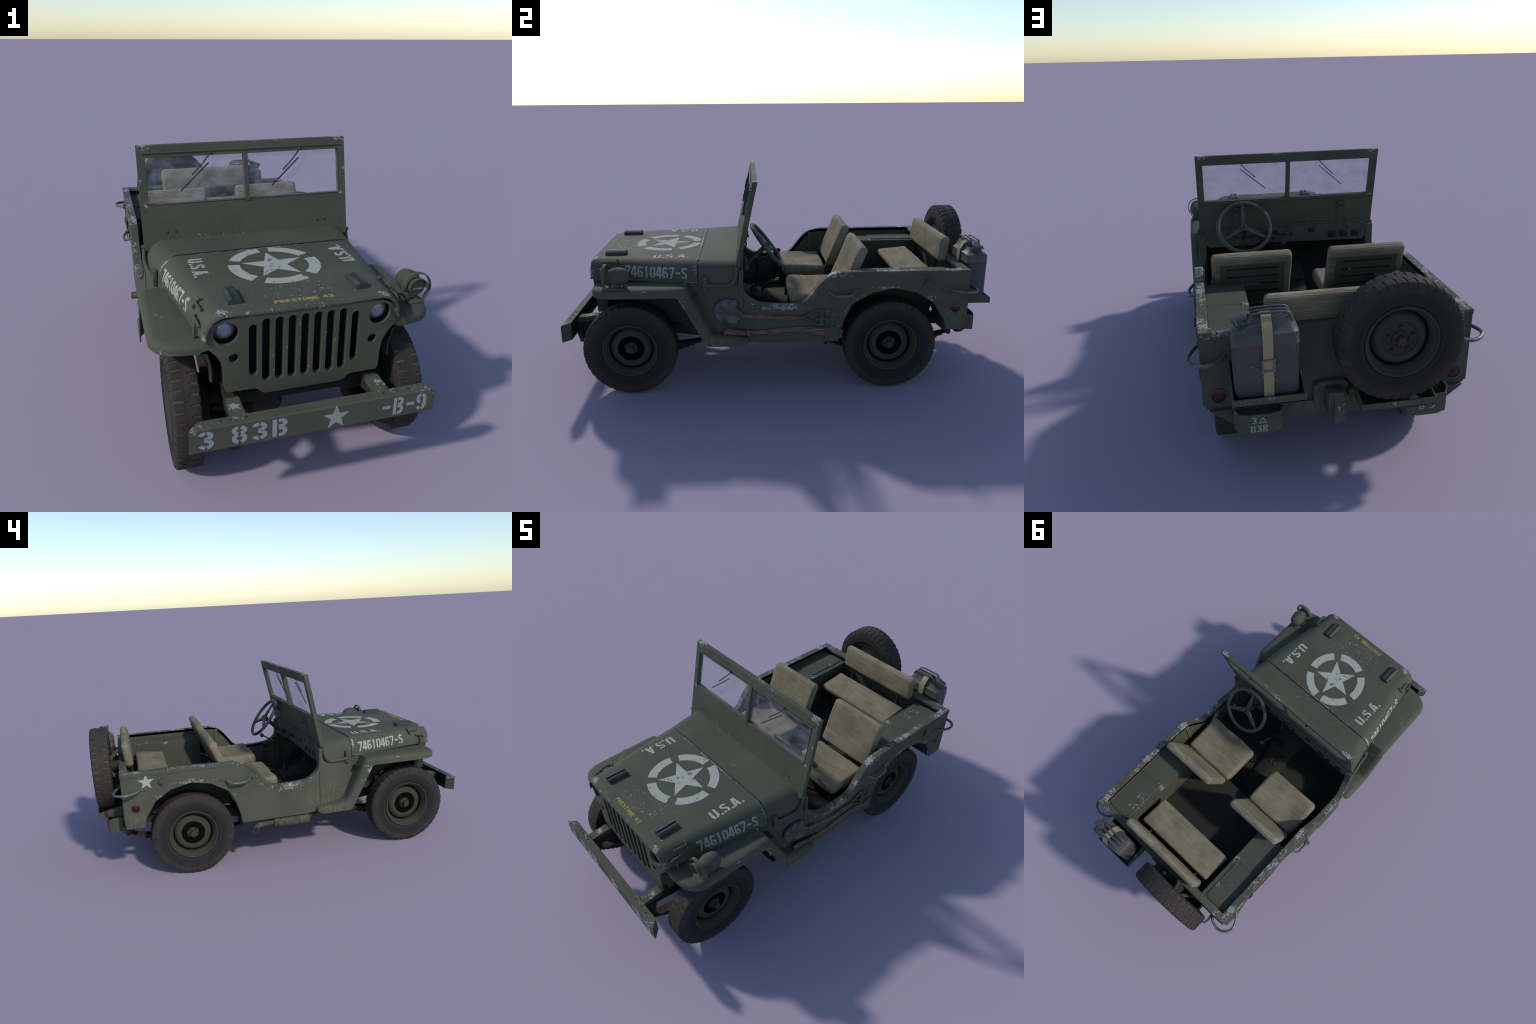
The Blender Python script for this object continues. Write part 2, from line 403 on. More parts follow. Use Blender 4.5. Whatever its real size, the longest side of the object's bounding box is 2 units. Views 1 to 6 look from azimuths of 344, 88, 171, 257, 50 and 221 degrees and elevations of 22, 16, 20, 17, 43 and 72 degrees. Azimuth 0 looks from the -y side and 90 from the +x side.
for sx in (-1, 1):
    add('body_side_panel', prism_mesh(side_outline, [], -.004, 0, lambda u, v, w, s=sx: Vector((s*(SX+w), u, v))), M_GREEN)
    add('sill_front_panel', prism_mesh(front_outline, [], -.004, 0, lambda u, v, w, s=sx: Vector((s*(bodyx(u)+w), u, v))), M_GREEN)
    # folded rim along the top of the side
    secs = []
    for i, (y, z) in enumerate(RIM):
        a = Vector(RIM[max(i-1, 0)]); b = Vector(RIM[min(i+1, len(RIM)-1)]); t = (b-a).normalized(); nrm = Vector((t.y, -t.x))
        if nrm.y < 0 and i < 14: nrm = -nrm
        nrm = Vector((-t.y, t.x)); nrm = nrm if nrm.y > 0 or abs(nrm.y) < .01 else -nrm
        if i >= len(RIM)-3: nrm = Vector((1, 0)) if i > len(RIM)-3 else nrm
        lo = Vector((y, z))-nrm*.016; hi = Vector((y, z))+nrm*.0015
        xo = bodyx(y)+.003; xi = xo-.036
        secs.append([(sx*xo, *lo), (sx*xo, *(hi-nrm*.003)), (sx*(xo-.003), *hi), (sx*(xi+.002), *hi), (sx*xi, *(hi-nrm*.002)), (sx*xi, *lo)])
    add('side_rim', pydata(*g_loft(secs)), M_GREEN)
    inner_out = [(min(y, .83), z-.002) for y, z in RIM[:17]]+[(-.162, .283), (.262, .283), (.262, .37), (.31, .38), (.34, .445), (.42, .50), (.62, .50), (.70, .445), (.75, .38), (.83, .38)]
    add('side_inner_panel', prism_mesh([q for q in inner_out if q[0] > -.085]+[], [], 0, .003, lambda u, v, w, s=sx: Vector((s*(SX-.033+w), u, v))) if False else prism_mesh([q for k, q in enumerate(inner_out) if k < 13]+[(-.08, .283)]+inner_out[18:], [], 0, .003, lambda u, v, w, s=sx: Vector((s*(SX-.033+w), u, v))), M_GREEN)
    # inner wheel box between tub side and cargo floor
    g = Geo(); g.add(*g_box((sx*.3665, .598, .5475), (.187, .464, .005))); g.add(*g_box((sx*.2755, .598, .455), (.005, .464, .18)))
    g.add(*g_box((sx*.3665, .3675, .508), (.182, .005, .078)))
    add('wheel_box', g.mesh(), M_GREEN, smooth=None)
    # raised stowage lid on the box
    lid = [(.30+.006, .585), (.42, .585), (.42, .81), (.30+.006, .81)]
    rl = []
    for cx, cy, a0 in ((.322, .602, 180), (.408, .602, 270), (.408, .795, 0), (.322, .795, 90)):
        rl += [(cx+.018*math.cos(math.radians(a0+k*18)), cy+.018*math.sin(math.radians(a0+k*18))) for k in range(6)]
    def lidfn(u, v, w, s=sx): return Vector((s*u, v, w))
    me = prism_mesh(rl, [], .549, .5545, lidfn)
    add('toolbox_lid', me, M_GREEN)
    add('lid_bead', tube_mesh([(sx*(.365+(a-.365)*1.06), .6985+(b-.6985)*1.03,   .5500) for a, b in rl], .0050, 8, ring=True), M_GREEN)
    add('box_seam_bead', tube_mesh([(sx*.285, .574, .5500), (sx*.425, .574, .5500)], .0050, 8), M_GREEN)
    g = Geo()
    for dx, dy in ((.005, .72), (.012, .70)): bolt_geo(g, (sx*(.315+dx), dy, .5545), (0, 0, 1), .0035, .002)
    add('lid_screws', g.mesh(), M_BLACK)['kind'] = 'stuff'
    # wheel arch lining
    arc = ARCH[::-1]
    secs = [[(sx*.455, y, z), (sx*.284, y, z), (sx*.284, y, z+.004), (sx*.455, y, z+.004)] for y, z in arc]
    add('arch_lining', pydata(*g_loft(secs)), M_APRON)
    secs = None
    add('arch_inner_wall', prism_mesh([(.30, .31)]+[(y, z) for y, z in ARCH[2:-1]]+[(.74, .31)], [], 0, .004, lambda u, v, w, s=sx: Vector((s*(.276+w), u, v))), M_APRON)
    # inner post brace
    add('wall_brace', box_mesh((sx*.428, .235, .435), (.008, .022, .27), .003), M_GREEN)
# rear panel and its rim
zb = .308
rear = [(-.450, zb), (.450, zb), (SX-.0012, zb+.022), (SX-.0012, .586), (-SX+.0012, .586), (-SX+.0012, zb+.022)]
add('rear_panel', prism_mesh(rear, [], .852, .858, lambda u, v, w: Vector((u, w, v))), M_GREEN)
add('rear_rim', box_mesh((0, .8405, .582), (.926, .038, .016), .0025), M_GREEN)
# floor pans
g = Geo()
g.add(*g_box((0, .545, .373), (.562, .56, .006))); g.add(*g_box((0, -.04, .281), (.86, .65, .006)))
g.add(*g_box((0, .268, .330), (.90, .006, .08)))
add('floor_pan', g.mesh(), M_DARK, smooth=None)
# gearbox tunnel with cover
tun = []
for y, w, h in ((-.36, .11, .41), (-.20, .10, .388), (-.08, .085, .360), (.0, .078, .325), (.08, .072, .304), (.268, .065, .296)):
    tun.append([(-w, y, .281), (-w*.85, y, max(h-.012, .286)), (-w*.6, y, h), (w*.6, y, h), (w*.85, y, max(h-.012, .286)), (w, y, .281)])
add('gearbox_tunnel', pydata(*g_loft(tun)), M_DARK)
# toe board and bulkhead
toe = [[(-.40, -.205, .283), (.40, -.205, .283), (.40, -.210, .279), (-.40, -.210, .279)], [(-.385, -.340, .43), (.385, -.340, .43), (.385, -.345, .428), (-.385, -.345, .428)]]
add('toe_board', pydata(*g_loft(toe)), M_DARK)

# ------------------------------------------------------------------ cowl, bonnet
def resample(pts, n):
    P = [Vector(p) for p in pts]; L = [0]
    for a, b in zip(P, P[1:]): L.append(L[-1]+(b-a).length)
    out = []
    for k in range(n):
        s = L[-1]*k/(n-1); i = 0
        while i < len(P)-2 and L[i+1] < s: i += 1
        t = (s-L[i])/max(L[i+1]-L[i], 1e-9); out.append(P[i].lerp(P[i+1], t))
    return out
def arc_profile(xt, zt, xs, zs, zl, n=7):
    """half section: flat top to xt, elliptical corner to the side xs at zs, then down to zl"""
    p = [(0, zt), (xt*.5, zt)]
    for k in range(n+1):
        a = math.pi/2*(1-k/n)
        p.append((xt+(xs-xt)*math.cos(a), zs+(zt-zs)*math.sin(a)))
    p.append((xs+.001, zl)); return p
def cowl_half(y):
    t = (y+.362)/(.172)             # 0 at the bonnet gap .. 1 at the windscreen
    L = lambda a, b: a+(b-a)*min(max(t, 0), 1.2)
    xs = L(.394, .424)
    p = arc_profile(L(.322, .352), L(.6250, .6285), xs, L(.553, .556), .528)
    p += [(bodyx(y)+.0002, .505), (bodyx(y)+.0002, .262)]
    return p
cow = []
for y in (-.362, -.30, -.24, -.19, -.172):
    h = cowl_half(y)
    cow.append([(-x, y, z) for x, z in h[::-1]]+[(x, y, z) for x, z in h[1:]])
g = Geo(); g.add(*g_loft(cow, closed=False))
inner = [[(x*.985, y, z-.006 if abs(x) < .3 else z-.003) for x, y, z in s] for s in cow]
g.add(*g_loft(inner, closed=False))
me = D.meshes.new('cowl'); me.from_pydata(g.v, [], g.f)
bm = bmesh.new(); bm.from_mesh(me)
n0 = len(cow[0]); bm.verts.ensure_lookup_table()
off = len(cow)*n0
for base in (0, (len(cow)-1)*n0):
    for j in range(n0-1): bm.faces.new([bm.verts[i] for i in (base+j, base+j+1, off+base+j+1, off+base+j)])
bmesh.ops.recalc_face_normals(bm, faces=bm.faces); bm.to_mesh(me); bm.free()
add('cowl', me, M_GREEN)
hb = [(x*.985, z-.006) for x, z in cowl_half(-.352)]
add('bulkhead', prism_mesh([(-x, z) for x, z in hb[::-1]]+hb[1:], [], -.358, -.352, lambda u, v, w: Vector((u, w, v))), M_DARK, smooth=None)
for sx in (-1, 1):   # scuttle side carried forward under the bonnet edge
    add('scuttle_side', pydata(*g_loft([[(sx*x, y, z) for z in (z0, .524)]+[(sx*(x-.004), y, z) for z in (.524, z0)] for x, y, z0 in ((.3975, -.3615, .395), (.391, -.39, .455), (.384, -.42, .505), (.376, -.47, .515))])), M_GREEN, smooth=None)
# dash board: upside-down U closing the cowl towards the cabin
h = cowl_half(-.172)
outer = [(-x, z) for x, z in h[::-1]]+[(x, z) for x, z in h[1:]]
outer = [(x*.995, z-.001) for x, z in outer]
dash = outer+[(.412, .262), (.412, .49), (.402, .545), (.390, .528), (.16, .528), (.15, .538), (-.385, .522), (-.402, .545), (-.412, .49), (-.412, .262)]
add('dashboard', prism_mesh(dash, [], -.180, -.164, lambda u, v, w: Vector((u, w, v))), M_GREEN)
for sx in (-1, 1):   # door pillar faces
    secs = [[(sx*a, y, z) for a, y in ((.408, -.180), (.437, -.180), (.4415, -.163), (.408, -.163))] for z in (.264, .46)]
    secs += [[(sx*a, y, z) for a, y in ((.404, -.180), (.436, -.180), (.4405, -.163), (.404, -.163))] for z in (.505, .528)]
    secs += [[(sx*a, y, z) for a, y in ((.400, -.180), (.428, -.180), (.432, -.163), (.400, -.163))] for z in (.56, .585)]
    add('door_pillar', pydata(*g_loft(secs)), M_GREEN)
# rolled lip under the windscreen
lip = [(x*.97, -.164, z-.006) for x, z in [q for q in outer if q[1] > .55]]
add('dash_lip', tube_mesh(lip, .0055, 8), M_GREEN)

HN = 30
def bonnet_half(y):
    t = (y+.862)/(.496)
    L = lambda a, b: a+(b-a)*t
    return arc_profile(L(.255, .322), L(.6235, .6250), L(.321, .394), L(.552, .558), L(.538, .528), 9)
def bonnet_pt(s, y, h=0):
    """point on the bonnet: s = arc length upwards from the lower edge, on the +x side, h = height above the skin"""
    P = [Vector(p) for p in bonnet_half(y)[::-1]]
    for a, b in zip(P, P[1:]):
        l = (b-a).length
        if s <= l or b is P[-1]:
            q = a.lerp(b, s/l); d = (b-a).normalized(); nrm = Vector((d.y, -d.x))
            q = q+nrm*h; return Vector((q.x, y, q.y))
        s -= l
bon = []
def bonsec(y, shrink=0, dz=0):
    hh = [(max(x-shrink, 0) if x > .1 else x, z+dz*(1 if x < .25 else 0)) for x, z in bonnet_half(y)]
    return [(-x, y, z) for x, z in hh[::-1]]+[(x, y, z) for x, z in hh[1:]]
ys = [-.836, -.75, -.65, -.55, -.45, -.3665]
def front_section(y, k):
    """bonnet nose rolls down towards the grille: k 0..1"""
    c = Vector((0, .50)); hh = []
    for x, z in bonnet_half(-.84):
        q = Vector((x, z)); d = (q-Vector((x*.55, .46)))
        d.normalize(); q = q-d*(.016*k if z > .54 else .010*k); hh.append((q.x, q.y))
    return [(-x, y, z) for x, z in hh[::-1]]+[(x, y, z) for x, z in hh[1:]]
secs = [front_section(-.8655, .95), front_section(-.8645, .55), front_section(-.860, .22), front_section(-.852, .05)]
secs += [bonsec(y) for y in ys]
g = Geo(); v, f = g_loft(secs, closed=False); g.add(v, f)
me = pydata(g.v, g.f)
bm = bmesh.new(); bm.from_mesh(me); D.meshes.remove(me)
ret = bmesh.ops.solidify(bm, geom=bm.faces[:], thickness=.004)
bmesh.ops.recalc_face_normals(bm, faces=bm.faces)
me = D.meshes.new('bonnet'); bm.to_mesh(me); bm.free()
BONNET = add('bonnet', me, M_GREEN)
# piano hinge between bonnet and cowl
hp = [bonnet_pt(s, -.364, .0005) for s in [.12+.02*k for k in range(30)] if s < .44]
hinge = [(-p.x, p.y, p.z) for p in hp]+[tuple(p) for p in hp[::-1]]
add('bonnet_hinge', tube_mesh(hinge, .0035, 6), M_BLACK)
sealp = [bonnet_pt(s, -.364, -.006) for s in [.001+.0125*k for k in range(36)] if s < .44]
add('bonnet_seal', tube_mesh([(-p.x, p.y, p.z) for p in sealp]+[tuple(p) for p in sealp[::-1]], .005, 6), M_BLACK)
g = Geo()
for sx in (-1, 1):      # wooden-faced rest blocks on the bonnet
    cx, cy, cz = sx*.212, -.762, .617
    prof = [(-.021, 0), (.021, 0), (.021, .020), (.012, .026), (.006, .026), (.006, .021), (-.006, .021), (-.006, .026), (-.012, .026), (-.021, .020)]
    secs = [[(cx+a, y, cz+b) for a, b in prof] for y in (-.810, -.714)]
    add('bonnet_rest_block', pydata(*g_loft(secs)), plain('dark_block_paint', (.035, .040, .036), .6) if sx < 0 else D.materials['dark_block_paint'], smooth=None)

# ------------------------------------------------------------------ grille
half = [(.0, .607), (.205, .607), (.262, .602), (.290, .590), (.310, .572), (.319, .548), (.316, .522), (.303, .503), (.283, .482), (.268, .455), (.262, .42),
        (.260, .362), (.254, .349), (.162, .347), (.150, .340), (.140, .328), (.128, .3235)]
gout = half+[(-x, z) for x, z in half[::-1][:-1]]
cxs = [-.1685+.0421*i for i in range(9)]
holes = [slot(c, .396 if i in (0, 8) else .370, .576 if i in (0, 8) else .591, .0285) for i, c in enumerate(cxs)]
for sx in (-1, 1): holes += [circ(sx*.2525, .555, .0385, 20), circ(sx*.2305, .469, .0165, 10)]
def gril(u, v, w):
    # edges of the pressing roll back
    e = max(0, (abs(u)-.245)/.075); e2 = max(0, (.36-v)/.04)
    return Vector((u, -.862+w+.010*e*e+.004*e2, v))
add('grille', prism_mesh(gout, holes, 0, .012, gril), M_GREEN)
# flange turned back round the grille
loop = [(x, z) for x, z in gout]
secs = []
for dep, inset in ((.006, 0), (.05, .002)):
    ring = []
    for x, z in loop: ring.append(gril(x*(1-inset), z, 0)+Vector((0, dep, 0)))
    secs.append(ring)
fl = Geo()
n = len(loop)
for j in range(n):
    k = (j+1) % n
    a, b = loop[j], loop[k]
    if min(a[1], b[1]) > .60: continue
    p0, p1, q1, q0 = secs[0][j], secs[0][k], secs[1][k], secs[1][j]
    ctr = Vector((0, 0, .47)); inn = lambda p: p+(Vector((0, p.y, .47))-p).normalized()*.004
    fl.add([p0, p1, q1, q0, inn(p0), inn(p1), inn(q1), inn(q0)], [[0, 1, 2, 3], [4, 7, 6, 5], [0, 4, 5, 1], [1, 5, 6, 2], [2, 6, 7, 3], [3, 7, 4, 0]])
add('grille_flange', fl.mesh(), M_GREEN, smooth=50)
for c, i in zip(cxs, range(9)):   # pressed rims of the slots
    pts = [gril(x, z, .011) for x, z in slot(c, .397 if i in (0, 8) else .371, .575 if i in (0, 8) else .590, .0275)]
    add('grille_slot_rim', tube_mesh(pts, .0022, 6, ring=True), M_GREEN)
add('radiator', box_mesh((0, -.775, .47), (.40, .03, .27), .003), M_RAD)
for sx in (-1, 1): add('radiator_shroud', box_mesh((sx*.21, -.80, .47), (.006, .11, .27), 0), M_BLACK, smooth=None)
for sx in (-1, 1):
    fr = lambda a, b, h, s=sx: Vector((s*.2525+a, -.842-h, .555+b))
    add('headlight_bucket', pydata(*g_lathe([(.048, .005), (.048, -.045), (.0, -.045), (0, -.040), (.043, -.040), (.043, .005)], 20, fr)), M_BLACK)
    fr2 = lambda a, b, h, s=sx: Vector((s*.2525+a, -.826-h, .558+b))
    add('headlight_lens', pydata(*g_lathe([(.0005, -.012), (.032, -.012), (.034, 0), (.031, .009), (.024, .015), (.013, .019), (.001, .020)], 24, fr2)), M_LENS)
    add('headlight_rim', pydata(*g_lathe([(.0335, -.004), (.038, -.002), (.038, .003), (.0335, .005)], 24, fr2)), M_STEEL)
    fr3 = lambda a, b, h, s=sx: Vector((s*.2305+a, -.838-h, .469+b))
    add('parking_lamp', pydata(*g_lathe([(.0005, -.015), (.020, -.015), (.020, -.004), (.016, 0), (.009, .006), (.001, .008)], 16, fr3)), plain('amber_lens', (.035, .032, .006), .3) if sx < 0 else D.materials['amber_lens'])

# ------------------------------------------------------------------ front wings with running step
# (y_top, z_top, y_low, z_low, x_outer, x_inner)
WING = [(-.846, .500, -.845, .488, .330, .285), (-.842, .514, -.841, .490, .385, .290), (-.834, .519, -.832, .490, .420, .295), (-.818, .524, -.815, .490, .447, .300), (-.795, .526, -.790, .490, .464, .305),
        (-.765, .527, -.765, .490, .473, .308), (-.70, .528, -.70, .490, .475, .318), (-.60, .529, -.60, .490, .476, .334), (-.50, .530, -.50, .490, .477, .352), (-.435, .531, -.455, .490, .477, .372), (-.417, .528, -.446, .482, .477, .372),
        (-.404, .508, -.433, .458, .477, .376), (-.363, .425, -.387, .368, .478, .385), (-.316, .328, -.339, .277, .479, .39), (-.307, .312, -.330, .262, .479, .395), (-.294, .302, -.320, .256, .479, .395),
        (-.22, .296, -.22, .255, .479, .40), (-.165, .292, -.165, .255, .478, .405), (-.145, .288, -.145, .262, .472, .41), (-.138, .284, -.138, .268, .462, .41)]
for sx in (-1, 1):
    secs = []
    for i, (yt, zt, yl, zl, xo, xi) in enumerate(WING):
        xo += .004; T = Vector((yt, zt)); Lw = Vector((yl, zl)); w = min(.03, (xo-xi)*.5)
        row = [(xi, T)]
        for k in range(5):
            a = math.pi/2*k/4
            row.append((xo-w+w*math.sin(a), T.lerp(Lw, .55*(1-math.cos(a)))))
        row.append((xo, Lw)); row.append((xo-.004, Lw))
        row.append((xo-.006, T.lerp(Lw, .55))); row.append((xo-w-.004, T.lerp(Lw, .13))); row.append((xi, T.lerp(Lw, .13)))
        secs.append([(sx*x, p.x, p.y) for x, p in row])
    add('front_wing', pydata(*g_loft(secs)), M_GREEN, smooth=40)
    # splash apron inside the wheel well: overhangs under the wing, then drops to the chassis
    secs = []
    for y, zb, xb in ((-.850, .385, .300), (-.822, .378, .302), (-.795, .425, .292), (-.74, .430, .286), (-.62, .405, .288), (-.54, .355, .294), (-.505, .306, .302), (-.468, .306, .310), (-.42, .280, .318), (-.37, .252, .324)):
        k = min(1, (y+.85)/.08)
        top = [(.312+.138*k, .486), (.310+.085*k, .478), (max(.306+.035*k, xb+.005), .462), (max(.302+.002*k, xb), .440)]
        row = top+[(xb, .42 if zb < .40 else zb+.008), (xb, zb)]
        row = row+[(x-.004, z+.001) for x, z in row[::-1]]
        secs.append([(sx*x, y, z) for x, z in row])
    add('splash_apron', pydata(*g_loft(secs)), M_APRON)
    # wing stay bolts
# ------------------------------------------------------------------ bonnet catches
for sx in (-1, 1):
    e = empty('bonnet_catch')
    def cp(sl, y, h, s=sx):
        p = bonnet_pt(max(sl, .0005), y, h); return (s*p.x, p.y, p.z+min(sl, 0))
    add('catch_loop', tube_mesh([cp(.098, -.738, .001), cp(.092, -.738, .009), cp(.065, -.742, .010), cp(.058, -.744, .001)], .0045, 8), M_GREEN, e)
    add('catch_bar', tube_mesh([cp(.078, -.742, .009), cp(.077, -.775, .012), cp(.075, -.800, .010)], .0042, 8), M_GREEN, e)
    add('catch_post', tube_mesh([cp(-.012, -.806, .010), cp(.020, -.806, .010), cp(.042, -.804, .010)], .0052, 8), M_GREEN, e)
    add('catch_hook', tube_mesh([cp(.036, -.832, .006), cp(.046, -.815, .012), cp(.047, -.790, .012), cp(.052, -.778, .006)], .005, 8), M_GREEN, e)

# ------------------------------------------------------------------ windscreen
def ws(u, v, w): return Vector((u, -.187+.2185*(v-.60)+w, v))
wout = [(-.431, .604), (-.424, .592), (-.405, .592), (-.385, .606), (-.360, .625), (.360, .625), (.385, .606), (.405, .592), (.424, .592), (.431, .604), (.431, .9895), (-.431, .9895)]
WS = add('windscreen_frame', prism_mesh(wout, [[(-.400, .766), (-.007, .766), (-.007, .9455), (-.400, .9455)], [(.007, .766), (.400, .766), (.400, .9455), (.007, .9455)]], -.010, .012, ws), M_GREEN, smooth=None)
for c in (-.2035, .2035):
    add('glass_pane', prism_mesh([(c-.1985, .764), (c+.1985, .764), (c+.1985, .947), (c-.1985, .947)], [], -.0015, .0015, ws), M_GLASS, WS, smooth=None)
    # pane surround
    e0, e1 = c-.1965, c+.1965
    pts = [ws(e0, .766, -.010), ws(e1, .766, -.010), ws(e1, .9455, -.010), ws(e0, .9455, -.010)]
    add('pane_surround', tube_mesh(pts, .0025, 6, ring=True), M_GREEN, WS)
for sx in (-1, 1):
    # ribs of the frame seen from front and rear
    pass
for v, w in ((.757, .0135), (.746, .013), (.9605, -.0115)):
    a = ws(-.41, v, w); b = ws(.41, v, w)
    add('frame_bead', tube_mesh([a, b], .0035, 6), M_GREEN, WS)
add('centre_pillar', prism_mesh([(-.0085, .760), (.0085, .760), (.0085, .950), (-.0085, .950)], [], -.014, .015, ws), M_GREEN, WS, smooth=None)
# wipers (front arm and rear hand lever share the pivot under the top bar)
for x in (-.148, .228):
    e = empty('wiper', WS)
    add('wiper_arm', tube_mesh([ws(x, .948, -.016), ws(x-.030, .915, -.020), ws(x-.075, .872, -.018)], .0026, 6), M_BLACK, e)
    add('wiper_blade', prism_mesh([(x-.006, .9175), (x-.0035, .9145), (x-.1215, .8125), (x-.124, .8155)], [], -.018, -.013, ws), M_BLACK, e)
    add('wiper_pivot', tube_mesh([ws(x, .953, -.02), ws(x, .953, .022)], .005, 8), M_GREEN, e)
g = Geo()
for x, v in ((-.38, .975), (-.33, .973), (-.1, .975), (.0, .972), (.12, .974), (.28, .973), (.39, .97), (-.42, .84), (.42, .84), (-.418, .745), (.418, .745), (.40, .66)):
    bolt_geo(g, ws(x, v, -.010), (0, -1, .2), .0032, .0015)
    bolt_geo(g, ws(x, v, .012), (0, 1, -.2), .003, .0015)
add('frame_screws', g.mesh(), M_GREEN, WS)['kind'] = 'stuff'
for x in (-.265, .255):   # latches behind the lower panel
    e = empty('windscreen_latch', WS)
    add('latch_strap', prism_mesh([(x-.013, .636), (x+.013, .636), (x+.013, .735), (x-.013, .735)], [], .012, .0155, ws), M_GREEN, e, smooth=None)
    add('latch_block', prism_mesh([(x-.012, .690), (x+.012, .690), (x+.012, .735), (x-.012, .735)], [], .0155, .026, ws), M_GREEN, e, smooth=None)
    add('latch_knob', tube_mesh([ws(x, .713, .024), ws(x, .713, .033)], .006, 8), M_BLACK, e)
g = Geo()
for x in (-.335, -.302, .30, .332): bolt_geo(g, ws(x, .657, -.010), (0, -1, .2), .0045, .0012)
add('panel_screws', g.mesh(), M_BLACK, WS)['kind'] = 'stuff'
for sx in (-1, 1):    # swing tubes down to the hinge brackets
    pts = smooth_path([(sx*.430, -.186, .612), (sx*.432, -.188, .585), (sx*.434, -.198, .553), (sx*.430, -.215, .532), (sx*.424, -.245, .523), (sx*.416, -.30, .523), (sx*.411, -.342, .525)], 4)
    add('windscreen_swing_tube', tube_mesh(pts, .0085, 10), M_GREEN)
    add('swing_bracket', box_mesh((sx*.408, -.332, .531), (.016, .024, .066), .003), M_GREEN)
    g = Geo(); 
    for z in (.508, .556): bolt_geo(g, (sx*.416, -.332, z), (sx, 0, 0), .005, .004)
    add('bracket_bolts', g.mesh(), M_STEEL)['kind'] = 'stuff'
    add('pivot_nut', tube_mesh([(sx*.422, -.186, .606), (sx*.442, -.186, .606)], .008, 8), M_GREEN)

# ------------------------------------------------------------------ front bumper
secs = []
bp = [(-.9985, .256), (-.9985, .333), (-.995, .337), (-.962, .338), (-.962, .334), (-.9935, .332), (-.9935, .261), (-.962, .259), (-.962, .255), (-.995, .254)]
def bend(y): return .397-.034*((y+.9985)/.0365)
add('front_bumper', pydata(*g_loft([[(s*bend(y), y, z) for y, z in bp] for s in (-1, 1)])), M_GREEN)
for s in (-1, 1):
    q = [(s*(.396), -.9965, .258), (s*.396, -.9965, .335), (s*.3635, -.9625, .335), (s*.3635, -.9625, .257)]
    q2 = [(x-s*.004, y, z) for x, y, z in q]
    add('bumper_end', pydata(*g_loft([q, q2])), M_GREEN, smooth=None)
g = Geo()
for x in (-.30, -.27, -.222, .222, .27, .31): bolt_geo(g, (x, -.978, .338), (0, 0, 1), .004, .0015)
add('bumper_bolts', g.mesh(), M_DARK)['kind'] = 'stuff'

# ------------------------------------------------------------------ chassis
RX = .238
for sx in (-1, 1):
    rail = [(-.965, .272, .322), (-.88, .275, .330), (-.80, .262, .326), (-.70, .262, .322), (-.50, .235, .285), (-.36, .212, .262), (.22, .212, .262), (.36, .235, .285), (.50, .262, .318), (.70, .255, .308), (.86, .250, .305)]
    secs = [[(sx*(RX-.020), y, a), (sx*(RX+.020), y, a), (sx*(RX+.020), y, b), (sx*(RX-.020), y, b)] for y, a, b in rail]
    add('chassis_rail', pydata(*g_loft(secs)), M_GREEN if False else M_DARK, smooth=None)
    # painted front horn cover plates
    add('rail_cap', pydata(*g_loft([[(sx*(RX-.021), y, z0), (sx*(RX+.021), y, z0), (sx*(RX+.021), y, z1), (sx*(RX-.021), y, z1)] for y, z0, z1 in ((-.962, .300, .3235), (-.88, .304, .3315), (-.866, .304, .3315))])), M_GREEN, smooth=None)
    # spring hanger at the front horn
    add('spring_hanger', prism_mesh([(-.965, .30), (-.90, .30), (-.915, .24), (-.935, .202), (-.958, .208), (-.968, .24)], [], -.016, .016, lambda u, v, w, s=sx: Vector((s*(RX+.010)+w, u, v))), M_DARK)
    for ax, yc, y0, z0, y1, z1 in (('front', -.687, -.945, .215, -.345, .197), ('rear', .523, .240, .172, .852, .212)):
        e = empty('leaf_spring')
        for k in range(6):
            a = 1-.085*k; pts = []
            for j in range(13):
                t = j/12*2-1; q = abs(t*a)
                yy = yc+t*a*((y1-yc) if t > 0 else (yc-y0))
                pts.append((yy, .166-.0066*k+((z1 if t > 0 else z0)-.168)*q*q))
            xa, xb = RX-.006, RX+.036
            secs = [[(sx*xa, y, z), (sx*xb, y, z), (sx*xb, y, z+.0046), (sx*xa, y, z+.0046)] for y, z in pts]
            add('spring_leaf', pydata(*g_loft(secs)), M_RUST, e, smooth=None)
        add('spring_clip', box_mesh((sx*(RX+.015), yc, .158), (.052, .05, .062), .003), M_RUST, e)
        for yy, zz in ((y0, z0), (y1, z1)):
            add('spring_eye', tube_mesh([(sx*(RX-.010), yy, zz), (sx*(RX+.040), yy, zz)], .011, 10), M_RUST, e)
            add('spring_shackle', box_mesh((sx*(RX+.015), yy, zz+.028), (.054, .018, .055), .003), M_DARK, e)
    add('rear_spring_bracket', prism_mesh([(.74, .30), (.86, .30), (.858, .225), (.835, .215)], [], 0, .004, lambda u, v, w, s=sx: Vector((s*(RX+.044)+w, u, v))), M_DARK)
